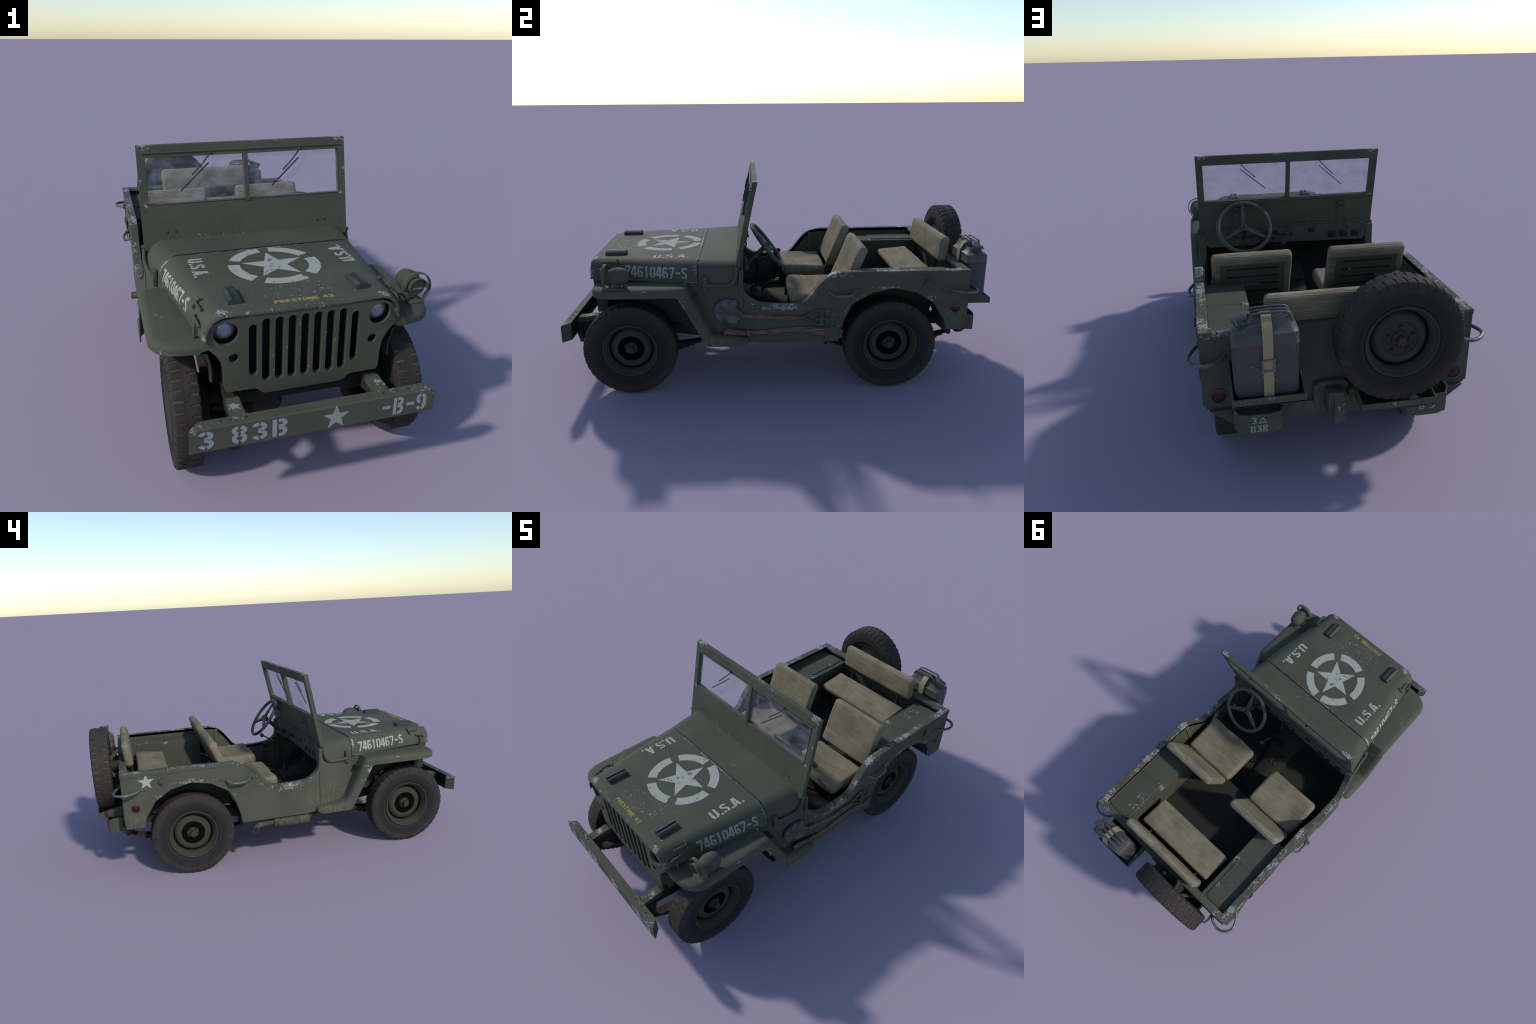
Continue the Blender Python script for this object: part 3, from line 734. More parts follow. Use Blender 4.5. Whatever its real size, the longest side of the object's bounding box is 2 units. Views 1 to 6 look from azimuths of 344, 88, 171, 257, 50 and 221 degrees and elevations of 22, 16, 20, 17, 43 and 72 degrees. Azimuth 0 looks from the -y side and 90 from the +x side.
for yc, dx in ((-.687, -.095), (.523, -.095)):
    e = empty('axle')
    add('axle_tube', tube_mesh([(-.335, yc, .2155), (.335, yc, .2155)], .026, 14), M_DARK, e)
    fr = lambda a, b, h, y=yc, d=dx: Vector((d+a, y+h, .2155-.02+b))
    add('differential_housing', pydata(*g_lathe([(.0005, -.075), (.05, -.070), (.072, -.035), (.076, .0), (.066, .035), (.045, .055), (.03, .09), (.0005, .09)], 18, fr)), M_DARK, e)
    for sx in (-1, 1):
        fr = lambda a, b, h, y=yc, s=sx: Vector((s*(.305+h), y+a, .2155+b))
        add('brake_drum', pydata(*g_lathe([(.0005, -.02), (.085, -.012), (.09, 0), (.09, .03), (.0005, .035)], 24, fr)), M_DARK, e)
add('tie_rod', tube_mesh([(-.30, -.60, .195), (.30, -.60, .195)], .009, 8), M_DARK)
g = Geo()
g.add(*g_box((0, -.54, .40), (.18, .28, .22))); g.add(*g_box((0, -.54, .27), (.14, .24, .06)))
add('engine_block', g.mesh(), M_DARK, smooth=None)
add('gearbox', box_mesh((0, -.22, .245), (.15, .34, .09), .02), M_DARK)
add('transfer_case', box_mesh((-.04, .02, .225), (.22, .16, .09), .02), M_DARK)
for y0, y1 in ((-.61, -.05), (.09, .45)):
    add('propeller_shaft', tube_mesh([(-.09, y0, .205), (-.085, y1, .22)], .014, 10), M_DARK)
for y, s in ((-.800, .03), (-.36, .04), (.20, .04), (.60, .04)):
    add('cross_member', box_mesh((0, y, .262 if abs(y) < .5 else .285), (.46, s, .04), .003), M_DARK)
add('fuel_tank', box_mesh((.30, .12, .262), (.20, .26, .045), .012), M_DARK)
add('sill_strip', box_mesh((-.42, -.10, .257), (.03, .22, .012), .002), M_RUST)
# exhaust
e = empty('exhaust')
fr = lambda a, b, h: Vector((-.432+a*1.12, h, .229+b*.97))
add('muffler', pydata(*g_lathe([(.0005, -.098), (.026, -.096), (.031, -.088), (.031, .092), (.028, .100), (.0005, .104)], 16, fr)), M_MUFF, e)
pp = smooth_path([(-.432, .09, .229), (-.433, .135, .227), (-.438, .175, .225), (-.452, .198, .222), (-.484, .208, .218)], 4)
gg = Geo(); gg.add(*g_tube(pp, .0165, 12))
add('tail_pipe', gg.mesh(), M_MUFF, e)
d = (Vector(pp[-1])-Vector(pp[-2])).normalized()
add('tail_pipe_bore', tube_mesh([Vector(pp[-1])-d*.004, Vector(pp[-1])+d*.0008], .012, 12), M_BLACK, e)
add('front_pipe', tube_mesh([(-.432, -.09, .229), (-.36, -.20, .235), (-.18, -.30, .25)], .012, 8), M_RUST, e)

# ------------------------------------------------------------------ wheels
R = .2155
def tyre_mesh():
    # local frame: +x = outer side of the wheel, axle through the origin
    N = 120; prof = [(.118, .030), (.1265, .033), (.131, .041), (.140, .0455), (.158, .0485), (.174, .048), (.188, .0465), (.198, .045), (.2065, .0428), (.2112, .039), (.2126, .02), (.2128, 0)]
    full = [(r, h) for r, h in prof]+[(r, -h) for r, h in prof[::-1][1:]]
    fr = lambda a, b, h: Vector((h, a, b))
    secs = [[fr(r*math.cos(2*math.pi*k/N), r*math.sin(2*math.pi*k/N), h) for k in range(N)] for r, h in full]
    g = Geo(); g.add(*g_loft(secs, caps=False))
    # inner bead wall
    secs = [[fr(r*math.cos(2*math.pi*k/N), r*math.sin(2*math.pi*k/N), h) for k in range(N)] for r, h in ((.118, -.030), (.118, .030))]
    g.add(*g_loft(secs, caps=False))
    # chevron-ended tread bars, staggered left and right of a centre rib
    P = 40
    def pt(a, r, x): return Vector((x, r*math.cos(a), r*math.sin(a)))
    for side in (-1, 1):
        for k in range(P):
            a0 = 2*math.pi*(k+(.5 if side > 0 else 0))/P; da = 2*math.pi/P
            w = da*.345
            # bar outline across the tread (x from near the centre to the shoulder)
            rows = []
            for x, ww, rr in ((.002, w*1.42, R-.0006), (.009, w*1.40, R-.0003), (.0135, w*1.05, R), (.034, w*1.0, R-.0004), (.0415, w*1.04, R-.0026), (.0458, w*1.0, .2060), (.0478, w*.9, .190)):
                base = .2085 if rr > .207 else (.2020 if rr > .2 else .187)
                xb = x if rr > .207 else x-.004
                rows.append([pt(a0-ww, rr, side*x), pt(a0, rr, side*x), pt(a0+ww, rr, side*x), pt(a0+ww, base, side*xb), pt(a0-ww, base, side*xb)])
            g.add(*g_loft(rows))
    # centre rib
    secs = [[pt(2*math.pi*k/N, r, x) for k in range(N)] for x, r in ((-.0085, .2095), (-.0075, R-.0008), (.0075, R-.0008), (.0085, .2095))]
    g.add(*g_loft(secs, caps=False))
    # sidewall ring
    for s in (-1, 1):
        pts = [pt(2*math.pi*k/64, .150, s*.0468) for k in range(64)]
        g.add(*g_tube(pts, .0025, 5, ring=True))
    return g.mesh()
TYRE = tyre_mesh(); TYRE.materials.append(M_RUBBER)
frx = lambda a, b, h: Vector((h, a, b))
RIMM = pydata(*g_lathe([(.119, -.041), (.126, -.043), (.127, -.039), (.112, -.032), (.104, -.010), (.104, .012), (.107, .016), (.109, .025), (.1135, .029), (.1165, .036), (.1215, .0425), (.1265, .0435), (.1285, .040), (.127, .032), (.119, .031)], 48, frx)); RIMM.materials.append(M_RIM)
DISC = pydata(*g_lathe([(.0005, -.034), (.114, -.034), (.114, -.027), (.101, -.024), (.0985, -.012), (.0955, .002), (.090, .0105), (.082, .015), (.072, .0165), (.0625, .016), (.060, .010), (.0005, .010)], 48, frx)); DISC.materials.append(M_RIM)
RINGM = pydata(*g_lathe([(.0605, .008), (.0600, .0135), (.031, .0130), (.0305, .006)], 40, frx)); RINGM.materials.append(M_BROWNHUB)
HUBM = pydata(*g_lathe([(.0005, .004), (.027, .004), (.027, .0145), (.024, .0165), (.018, .0175), (.0165, .019), (.0155, .036), (.0135, .038), (.0005, .038)], 20, frx)); HUBM.materials.append(M_RIM)
g = Geo()
for k in range(5): bolt_geo(g, (.0135, .045*math.cos(2*math.pi*k/5+.3), .045*math.sin(2*math.pi*k/5+.3)), (1, 0, 0), .0058, .008)
for k in range(6): bolt_geo(g, (.0155, .0225*math.cos(2*math.pi*k/6), .0225*math.sin(2*math.pi*k/6)), (1, 0, 0), .003, .004)
NUTS = g.mesh(); NUTS.materials.append(M_BROWNHUB)
M_HUBSHADE = plain('hub_baked_shade', (.0035, .0033, .0032), .95, 0, .2, 40, .05)  # road wheel centres blackened: recess occlusion baked into the colour
RING2 = RINGM.copy(); RING2.materials.clear(); RING2.materials.append(M_HUBSHADE); NUTS2 = NUTS.copy(); NUTS2.materials.clear(); NUTS2.materials.append(M_HUBSHADE)
for me, ang in ((TYRE, 28), (RIMM, 35), (DISC, 35), (RINGM, 35), (RING2, 35), (HUBM, 40)):
    me.shade_smooth(); me.set_sharp_from_angle(angle=math.radians(ang))
def wheel(name, loc, rz, spin=0):
    e = empty(name, None, loc); e.rotation_euler = (spin, 0, rz)
    for nm, me in (('tyre', TYRE), ('rim', RIMM), ('wheel_disc', DISC), ('hub_ring', RINGM if name[0] == 's' else RING2), ('hub', HUBM), ('wheel_nuts', NUTS if name[0] == 's' else NUTS2)):
        o = D.objects.new(nm, me); SC.objects.link(o); o.parent = e
        if nm == 'wheel_nuts': o['kind'] = 'stuff'
    return e
HX = .3785
wheel('wheel', (HX, -.687, R), 0, .0); wheel('wheel', (HX, .523, R), 0, .0)
wheel('wheel', (-HX, -.687, R), math.pi, .0); wheel('wheel', (-HX, .523, R), math.pi, .0)
SPC = (-.169, .941, .559)
wheel('spare_wheel', SPC, math.pi/2, 0).scale = (.97, .966, .966)
# spare wheel carrier
add('spare_carrier', tube_mesh([(-.165, .858, .559), (-.165, .935, .559)], .03, 12), M_DARK)
for a, b in (((-.25, .858, .50), (-.185, .92, .55)), ((-.08, .858, .50), (-.145, .92, .55)), ((-.165, .858, .64), (-.165, .92, .575))):
    add('carrier_arm', tube_mesh([a, b], .010, 8), M_GREEN)

# ------------------------------------------------------------------ seats
def cushion(name, size, mat, bev=.02, lump=.004, seed=0, parent=None, M=None, crown=.0):
    v, f = g_box((0, 0, 0), size); me0 = pydata(v, f)
    bm = bmesh.new(); bm.from_mesh(me0); D.meshes.remove(me0)
    bmesh.ops.bevel(bm, geom=list(bm.edges), offset=bev, segments=4, profile=.5, affect='EDGES', clamp_overlap=True)
    bmesh.ops.subdivide_edges(bm, edges=[e for e in bm.edges if e.calc_length() > .03], cuts=7, use_grid_fill=True)
    for p in bm.verts:
        c = p.co; n = noise.noise(Vector((c.x*9+seed, c.y*9, c.z*9)))
        fx = 1-(2*c.x/size[0])**2; fy = 1-(2*c.y/size[1])**2
        c.z += (n*lump+crown*max(fx, 0)*max(fy, 0)) * (1 if c.z > 0 else .4)
        c.z += noise.noise(Vector((c.x*26+seed, c.y*14, seed)))*lump*.45
        c.x += noise.noise(Vector((c.y*12, c.z*12, seed+3)))*lump*.5
        c.y += noise.noise(Vector((c.x*12, seed+8, c.z*12)))*lump*.5
    if M is not None: bmesh.ops.transform(bm, matrix=M, verts=bm.verts)
    me = D.meshes.new(name); bm.to_mesh(me); bm.free()
    return add(name, me, mat, parent, smooth=50)
TILT = math.radians(22)
for sx in (-1, 1):
    e = empty('front_seat'); cx = sx*.2355
    cushion('seat_cushion', (.318, .230, .066), M_CANVAS, .024, .005, 3+sx, e, Matrix.Translation((cx, .168, .435)) @ Matrix.Rotation(math.radians(-1.5), 4, 'X'), -.013)
    Mb = Matrix.Translation((cx, .3475, .570)) @ Matrix.Rotation(-TILT, 4, 'X') @ Matrix.Rotation(math.radians(90), 4, 'X')
    cushion('seat_backrest', (.322, .240, .044), M_CANVASB, .018, .0025, 5+sx, e, Mb, -.004)
    Rb = Matrix.Rotation(-TILT, 3, 'X')
    Tb = lambda u, v, w, c=cx: Vector((c, .3475, .570))+Rb @ Vector((u, w, v))
    slots = []
    for k in range(4):
        z = .062-.042*k
        slots.append([(b, a) for a, b in slot(z, -.105, .105, .014)])
    add('seat_back_panel', prism_mesh([(-.128, -.112), (.128, -.112), (.128, .084), (-.128, .084)], slots, .0215, .0280, Tb), M_GREEN, e, smooth=None)
    add('seat_back_pressing', prism_mesh([(-.127, -.111), (.127, -.111), (.127, .083), (-.127, .083)], [], .018, .0238, Tb), M_DARK, e, smooth=None)
    # tubular seat frame
    for dx in (-.135, .135):
        add('seat_frame_tube', tube_mesh(smooth_path([(cx+dx, .07, .270), (cx+dx, .075, .395), (cx+dx, .09, .407), (cx+dx, .26, .402), (cx+dx, .30, .43), (cx+dx, .335, .53)], 3), .008, 8), M_DARK, e)
    add('seat_pan', box_mesh((cx, .168, .404), (.29, .20, .006), .002), M_DARK, e)
    add('seat_base', box_mesh((cx, .160, .335), (.20, .08, .13), .004), M_DARK, e)
e = empty('rear_bench')
cushion('seat_cushion', (.484, .165, .034), M_CANVAS, .012, .003, 11, e, Matrix.Translation((.002, .683, .500)) @ Matrix.Rotation(math.radians(6), 4, 'X'), .003)
cushion('seat_backrest', (.490, .126, .044), M_CANVASB, .018, .003, 17, e, Matrix.Translation((.0, .811, .625)) @ Matrix.Rotation(math.radians(-7), 4, 'X') @ Matrix.Rotation(math.radians(90), 4, 'X'), .002)
for dx in (-.17, .17):
    add('bench_tube', tube_mesh(smooth_path([(dx, .60, .483), (dx, .74, .486), (dx, .785, .505), (dx, .80, .57)], 4), .0075, 8), M_DARK, e)
    add('bench_leg', tube_mesh([(dx, .63, .325), (dx, .63, .485)], .0075, 8), M_DARK, e)
add('bench_pan', box_mesh((0, .68, .479), (.46, .14, .006), .002, rot=Matrix.Rotation(math.radians(6), 3, 'X')), M_DARK, e)

# ------------------------------------------------------------------ steering, controls, dash fittings
e = empty('steering_wheel')
HUB = Vector((.224, -.045, .657)); ax = Vector((0, .80, .60)).normalized(); u = Vector((1, 0, 0)); w = ax.cross(u)
SR = .1215
add('steering_rim', tube_mesh([HUB+ax*.004+(u*math.cos(a)+w*math.sin(a))*SR for a in [2*math.pi*k/40 for k in range(40)]], .0098, 10, ring=True), M_WHEELG, e)
up = w if w.z > 0 else -w
for a in (90, 210, 330):
    dvec = u*math.cos(math.radians(a))+up*math.sin(math.radians(a)); sd = ax.cross(dvec)
    secs = []
    for t, hw, th in ((.012, .013, .006), (.05, .011, .005), (SR-.004, .0065, .004)):
        c = HUB+dvec*t+ax*(.002 if t > .03 else .0)
        secs.append([c+sd*hw-ax*th, c+sd*hw*.8+ax*th, c-sd*hw*.8+ax*th, c-sd*hw-ax*th])
    add('steering_spoke', pydata(*g_loft(secs)), M_WHEELG, e)
add('steering_hub', tube_mesh([HUB-ax*.015, HUB+ax*.010], .017, 12), M_WHEELG, e)
add('horn_button', tube_mesh([HUB+ax*.010, HUB+ax*.016], .007, 10), M_BLACK, e)
add('steering_column', tube_mesh([HUB-ax*.01, HUB+Vector((.0, -.120, -.107)), HUB+Vector((0, -.26, -.235))], .0125, 10), M_WHEELG, e)
add('column_clamp', box_mesh(HUB+Vector((0, -.100, -.098)), (.075, .02, .03), .004), M_GREEN, e)
e = empty('gear_lever')
add('lever_rod', tube_mesh([(.031, -.108, .33), (.033, -.106, .364), (.045, -.082, .515), (.046, -.076, .531), (.048, -.062, .541), (.052, .015, .586)], .0042, 8), M_BLACK, e)
fr = lambda a, b, h: Vector((.052+a, .019+b, .588+h))
add('lever_knob', pydata(*g_lathe([(.0005, -.0125), (.007, -.010), (.0115, -.004), (.0125, 0), (.0115, .004), (.007, .010), (.0005, .0125)], 16, fr)), M_BLACK, e)
add('lever_boot', pydata(*g_lathe([(.0005, -.002), (.03, 0), (.022, .02), (.008, .055), (.0005, .056)], 12, lambda a, b, h: Vector((.031+a, -.108+b, .345+h)))), M_BLACK, e)
for x0, y0 in ((-.005, -.05), (-.035, -.045)):
    add('transfer_lever', tube_mesh([(x0, y0-.03, .34), (x0-.004, y0+.02, .392), (x0-.006, y0+.06, .402)], .0035, 6), M_BLACK)
    add('transfer_knob', tube_mesh([(x0-.006, y0+.055, .401), (x0-.007, y0+.075, .405)], .008, 8), M_BLACK)
add('hand_brake', tube_mesh([(.062, -.19, .52), (.055, -.14, .505), (.055, -.135, .50)], .005, 6), M_BLACK)
for x in (.16, .30, .36):
    add('pedal', box_mesh((x, -.27, .372), (.035, .012, .045), .003, rot=Matrix.Rotation(.6, 3, 'X')), M_BLACK)
    add('pedal_arm', tube_mesh([(x, -.276, .37), (x, -.30, .31)], .005, 6), M_BLACK)
DY = -.164
for x, z, r in ((.100, .588, .016), (.062, .589, .013), (.135, .567, .013), (.072, .556, .012), (.128, .549, .012), (.098, .555, .009)):
    e = empty('gauge')
    fr = lambda a, b, h, x=x, z=z: Vector((x+a, DY+h, z+b))
    add('gauge_bezel', pydata(*g_lathe([(r, -.002), (r, .004), (r*.82, .005), (r*.80, .002)], 20, fr)), M_GREEN, e)
    add('gauge_face', pydata(*g_lathe([(.0005, -.001), (r*.82, -.001), (r*.82, .0025), (.0005, .0025)], 20, fr)), M_PLATE, e)
    add('gauge_needle', box_mesh((x, DY+.0034, z+r*.2), (.0016, .001, r*.9), 0, rot=Matrix.Rotation(.5, 3, 'Y')), M_STEEL, e, smooth=None)
for x in (-.228, -.288, -.350):
    add('data_plate', box_mesh((x, DY+.001, .560), (.042, .004, .038), .001), M_PLATE)
    add('data_plate_edge', pydata(*g_tube([(x-.021, DY+.002, .541), (x+.021, DY+.002, .541), (x+.021, DY+.002, .579), (x-.021, DY+.002, .579)], .0012, 4, ring=True)), M_STEEL)
add('data_plate', box_mesh((-.125, DY+.001, .588), (.034, .004, .022), .001), M_PLATE)
gp = [(-.20, .540), (-.375, .536), (-.38, .55), (-.38, .578), (-.374, .586), (-.29, .590), (-.285, .60), (-.27, .605), (-.205, .603), (-.197, .595)]
add('glove_box_door', prism_mesh(gp, [], DY-.002, DY+.0012, lambda a, b, c: Vector((a, c, b))), M_GREEN, smooth=None)
for x in (.305, -.305, .0):
    add('dash_hook', tube_mesh(smooth_path([(x, DY-.002, .628), (x, DY+.016, .622), (x-.002, DY+.020, .605), (x-.003, DY+.010, .588)], 3), .0045, 6), M_GREEN)
for x in (.045, .165, .18, .02, -.02):
    add('dash_knob', tube_mesh([(x, DY, .575), (x, DY+.016, .575)], .005, 8), M_BLACK)

# ------------------------------------------------------------------ blackout lamp on the left wing
e = empty('blackout_lamp')
fr = lambda a, b, h: Vector((.436+a, -.728-h, .584+b))
add('lamp_shell', pydata(*g_lathe([(.0005, -.068), (.012, -.0665), (.024, -.060), (.033, -.048), (.0375, -.032), (.0385, -.012), (.037, .0), (.0345, .002), (.034, .008), (.030, .012), (.028, .020), (.028, .030), (.030, .034), (.030, .040), (.0, .038)], 24, fr)), M_GREEN, e)
add('lamp_ring', tube_mesh([fr(.0385*math.cos(a), .0385*math.sin(a), -.010) for a in [2*math.pi*k/28 for k in range(28)]], .0022, 6, ring=True), M_GREEN, e)
add('lamp_hood', pydata(*g_loft([[fr(.036*math.cos(a)*k, .036*math.sin(a)*k, h) for a in [math.pi*(-.05+1.1*j/14) for j in range(15)]] + [fr(.033*math.cos(a)*k, .033*math.sin(a)*k, h) for a in [math.pi*(1.05-1.1*j/14) for j in range(15)]] for h, k in ((.028, .9), (.055, 1.0))])), M_GREEN, e)
add('lamp_eye', pydata(*g_lathe([(.0005, .036), (.026, .036), (.026, .041), (.001, .043)], 20, fr)), M_GREEN, e)
add('lamp_slit', box_mesh(fr(0, -.004, .043), (.034, .004, .007), .001), M_LENS, e)
# guard strap over the lamp and its foot
gpts = []
for k in range(17):
    a = math.pi*(-.22+1.44*k/16); gpts.append(((.053*math.cos(a)), (.053*math.sin(a))))
gpts = [(.030, -.060)]+gpts+[(-.030, -.060)]
secs = []
for a, b in gpts:
    l = Vector((a, b)).length; k2 = (l-.0035)/l
    secs.append([fr(a, b, .030), fr(a, b, .044), fr(a*k2, b*k2, .044), fr(a*k2, b*k2, .030)])
add('lamp_guard', pydata(*g_loft(secs)), M_GREEN, e)
add('lamp_foot', box_mesh((.436, -.728, .530), (.062, .105, .008), .003), M_GREEN, e)
add('lamp_stalk', box_mesh((.436, -.720, .545), (.026, .03, .032), .004), M_GREEN, e)
add('lamp_stay', box_mesh((.436, -.685, .536), (.012, .02, .026), .003), M_GREEN, e)

# ------------------------------------------------------------------ grab handles, footman loops, reflectors
def handle(pts, r, pads):
    e = empty('grab_handle')
    add('handle_bar', tube_mesh(smooth_path(pts, 4), r, 8), M_STEEL, e)
    for c, s, axis in pads:
        add('handle_pad', box_mesh(c, s, .0025), M_GREEN, e)
        g = Geo()
        for k in (-1, 1):
            off = Vector((0, .011*k, .002*k)) if axis[1] == 0 else Vector((.011*k, 0, 0))
            bolt_geo(g, Vector(c)+off+Vector(axis)*.003, axis, .0042, .003)
        add('pad_rivets', g.mesh(), M_STEEL, e)['kind'] = 'stuff'
for sx in (-1, 1):
    handle([(sx*.464, .222, .504), (sx*.476, .228, .498), (sx*.492, .250, .489), (sx*.494, .285, .487), (sx*.492, .318, .489), (sx*.476, .338, .500), (sx*.464, .344, .506)], .0066,
           [((sx*.464, .200, .503), (.005, .044, .020), (sx, 0, 0)), ((sx*.464, .356, .507), (.005, .040, .018), (sx, 0, 0))])
    handle([(sx*.463, .772, .503), (sx*.480, .785, .500), (sx*(.497 if sx > 0 else .503), .822, .497), (sx*(.500 if sx > 0 else .506), .858, .497), (sx*.480, .888, .495), (sx*.445, .896, .494), (sx*.405, .884, .500), (sx*.383, .862, .507)], .0072,
           [((sx*.464, .754, .504), (.005, .036, .018), (sx, 0, 0)), ((sx*.370, .860, .509), (.034, .005, .018), (0, 1, 0))])
    e = empty('footman_loop')
    rot = Matrix.Rotation(-sx*0+math.radians(-25), 3, 'X')
    add('loop_plate', box_mesh((sx*.4645, .664, .535), (.004, .017, .062), .001, rot=rot), M_GREEN, e)
    add('loop_strap', box_mesh((sx*.470, .664, .535), (.012, .022, .024), .003, rot=rot), M_GREEN, e)
    g = Geo()
    for k in (-1, 1): bolt_geo(g, Vector((sx*.4665, .664, .535))+rot @ Vector((0, 0, .024*k)), (sx, 0, 0), .0045, .003)
    add('loop_rivets', g.mesh(), M_STEEL, e)['kind'] = 'stuff'
    e = empty('side_reflector')
    fr = lambda a, b, h, s=sx: Vector((s*(SX+h), .799+a, .4135+b))
    add('reflector_bezel', pydata(*g_lathe([(.026, -.001), (.026, .003), (.0205, .005), (.0195, .002)], 24, fr)), M_GREEN, e)
    add('reflector_glass', pydata(*g_lathe([(.0005, 0), (.020, 0), (.0195, .004), (.014, .0065), (.0005, .007)], 24, fr)), M_RED, e)
    e = empty('tail_light')
    fr = lambda a, b, h, s=sx: Vector((s*.410+a, .858+h, .357+b))
    add('tail_light_bezel', pydata(*g_lathe([(.028, -.001), (.028, .004), (.0245, .006), (.0235, .002)], 24, fr)), M_GREEN, e)
    add('tail_light_glass', pydata(*g_lathe([(.0005, 0), (.024, 0), (.0235, .004), (.016, .007), (.0005, .008)], 24, fr)), M_RED, e)
    g = Geo()
    for y, z in ((.195, .543), (.19, .525), (.155, .474), (.147, .455), (.195, .453), (-.165, .48), (-.165, .43), (-.172, .535)):
        bolt_geo(g, (sx*(bodyx(y)+.001), y, z), (sx, 0, 0), .0042, .0025, 8)
    add('panel_rivets', g.mesh(), M_GREEN)['kind'] = 'stuff'

# ------------------------------------------------------------------ rear end: cross member, bumperettes, pintle hook, carriers
crs = [(-.442, .309), (.442, .309), (.372, .254), (.25, .250), (-.25, .250), (-.372, .254)]
add('rear_cross_member', prism_mesh(crs, [], .846, .874, lambda a, b, c: Vector((a, c, b))), M_GREEN, smooth=None)
for sx in (-1, 1):
    plan = [(sx*.362, .872), (sx*.366, .915), (sx*.352, .938), (sx*.318, .948), (sx*.250, .948), (sx*.214, .938), (sx*.200, .915), (sx*.204, .872)]
    secs = []
    for i, (x, y) in enumerate(plan):
        k = min(i, 7-i)
        ztop = (.342, .340, .328, .330)[k]; zbot = (.266, .264, .258, .255)[k]
        a = Vector(plan[max(i-1, 0)]); b = Vector(plan[min(i+1, 7)]); t = (b-a).normalized(); nrm = Vector((t.y, -t.x))
        if nrm.dot(Vector((x-sx*.283, y-.87))) < 0: nrm = -nrm
        secs.append([(x, y, zbot), (x, y, ztop), (x-nrm.x*.005, y-nrm.y*.005, ztop), (x-nrm.x*.005, y-nrm.y*.005, zbot)])
    add('bumperette', pydata(*g_loft(secs)), M_GREEN, smooth=40)
e = empty('pintle_hook')
add('hook_plate', prism_mesh([(-.045, .31), (.075, .31), (.075, .380), (.050, .392), (-.020, .392), (-.045, .38)], [], .858, .880, lambda a, b, c: Vector((a+.018, c, b-.01))), M_GREEN, e, smooth=None)
add('hook_body', box_mesh((.028, .90, .325), (.054, .06, .085), .006), M_GREEN, e)
add('hook_jaw', pydata(*g_loft([[(x0+.018*a, y, z0+h*b) for a, b in ((-1, -1), (1, -1), (1, 1), (-1, 1))] for x0, y, z0, h in ((.022, .905, .335, .022), (.020, .930, .330, .026), (.018, .945, .305, .028), (.016, .944, .280, .02), (.016, .936, .262, .008))])), M_GREEN, e, smooth=50)
add('hook_lock', box_mesh((-.035, .89, .342), (.03, .03, .03), .004), M_GREEN, e)
def rack(x0, x1, z, yb, gus, name):
    e = empty(name); h = .027
    add('carrier_tray', box_mesh(((x0+x1)/2, (yb+.858)/2, z+.002), (x1-x0, yb-.858, .004), 0), M_GREEN, e, smooth=None)
    add('carrier_lip', box_mesh(((x0+x1)/2, yb-.002, z+h/2), (x1-x0+.008, .004, h), .001), M_GREEN, e)
    for x in (x0, x1):
        add('carrier_gusset', prism_mesh([(.858, z), (yb-.001, z), (yb-.001, z+h), (.858, z+h+gus)], [], -.002, .002, XP(x)), M_GREEN, e, smooth=None)
rack(.145, .370, .399, 1.0, .06, 'can_carrier')
rack(-.292, -.044, .324, .990, .03, 'spare_wheel_carrier')

# ------------------------------------------------------------------ fuel can
e = empty('fuel_can')
CX0, CX1, CY0, CY1, CZ0 = .157, .363, .880, .976, .405
def rrect(x0, x1, y0, y1, r, z, n=5):
    p = []
    for cx, cy, a0 in ((x1-r, y1-r, 0), (x0+r, y1-r, 90), (x0+r, y0+r, 180), (x1-r, y0+r, 270)):
        p += [(cx+r*math.cos(math.radians(a0+90*k/n)), cy+r*math.sin(math.radians(a0+90*k/n)), z) for k in range(n+1)]
    return p
def can_sec(z, dx0, dx1, dy, r=.017):
    return rrect(CX0+dx0, CX1-dx1, CY0+dy, CY1-dy, r, z)
secs = [can_sec(CZ0, .016, .016, .014, .02), can_sec(CZ0+.006, .006, .006, .004), can_sec(CZ0+.02, .001, .001, 0), can_sec(.588, 0, 0, 0), can_sec(.592, -.002, -.002, -.002), can_sec(.596, 0, 0, 0),
        can_sec(.628, 0, .002, .000)]
# sloping shoulder: spout end (+x) lower than the far end
def top_sec(k):
    base = rrect(CX0+.004+k*.012, CX1-.004-k*.028, CY0+.002+k*.020, CY1-.002-k*.020, .022, 0)
    out = []
    for x, y, _ in base:
        t = (x-CX0)/(CX1-CX0)
        zt = .672 if t < .55 else .672-.045*(t-.55)/.45
        out.append((x, y, .630+(zt-.630)*(.55*k+.45*k*k if k < 1 else 1)))
    return out
secs += [top_sec(k) for k in (.0, .35, .7, .9, 1.0)]
add('can_body', pydata(*g_loft(secs)), M_CAN, e, smooth=40)
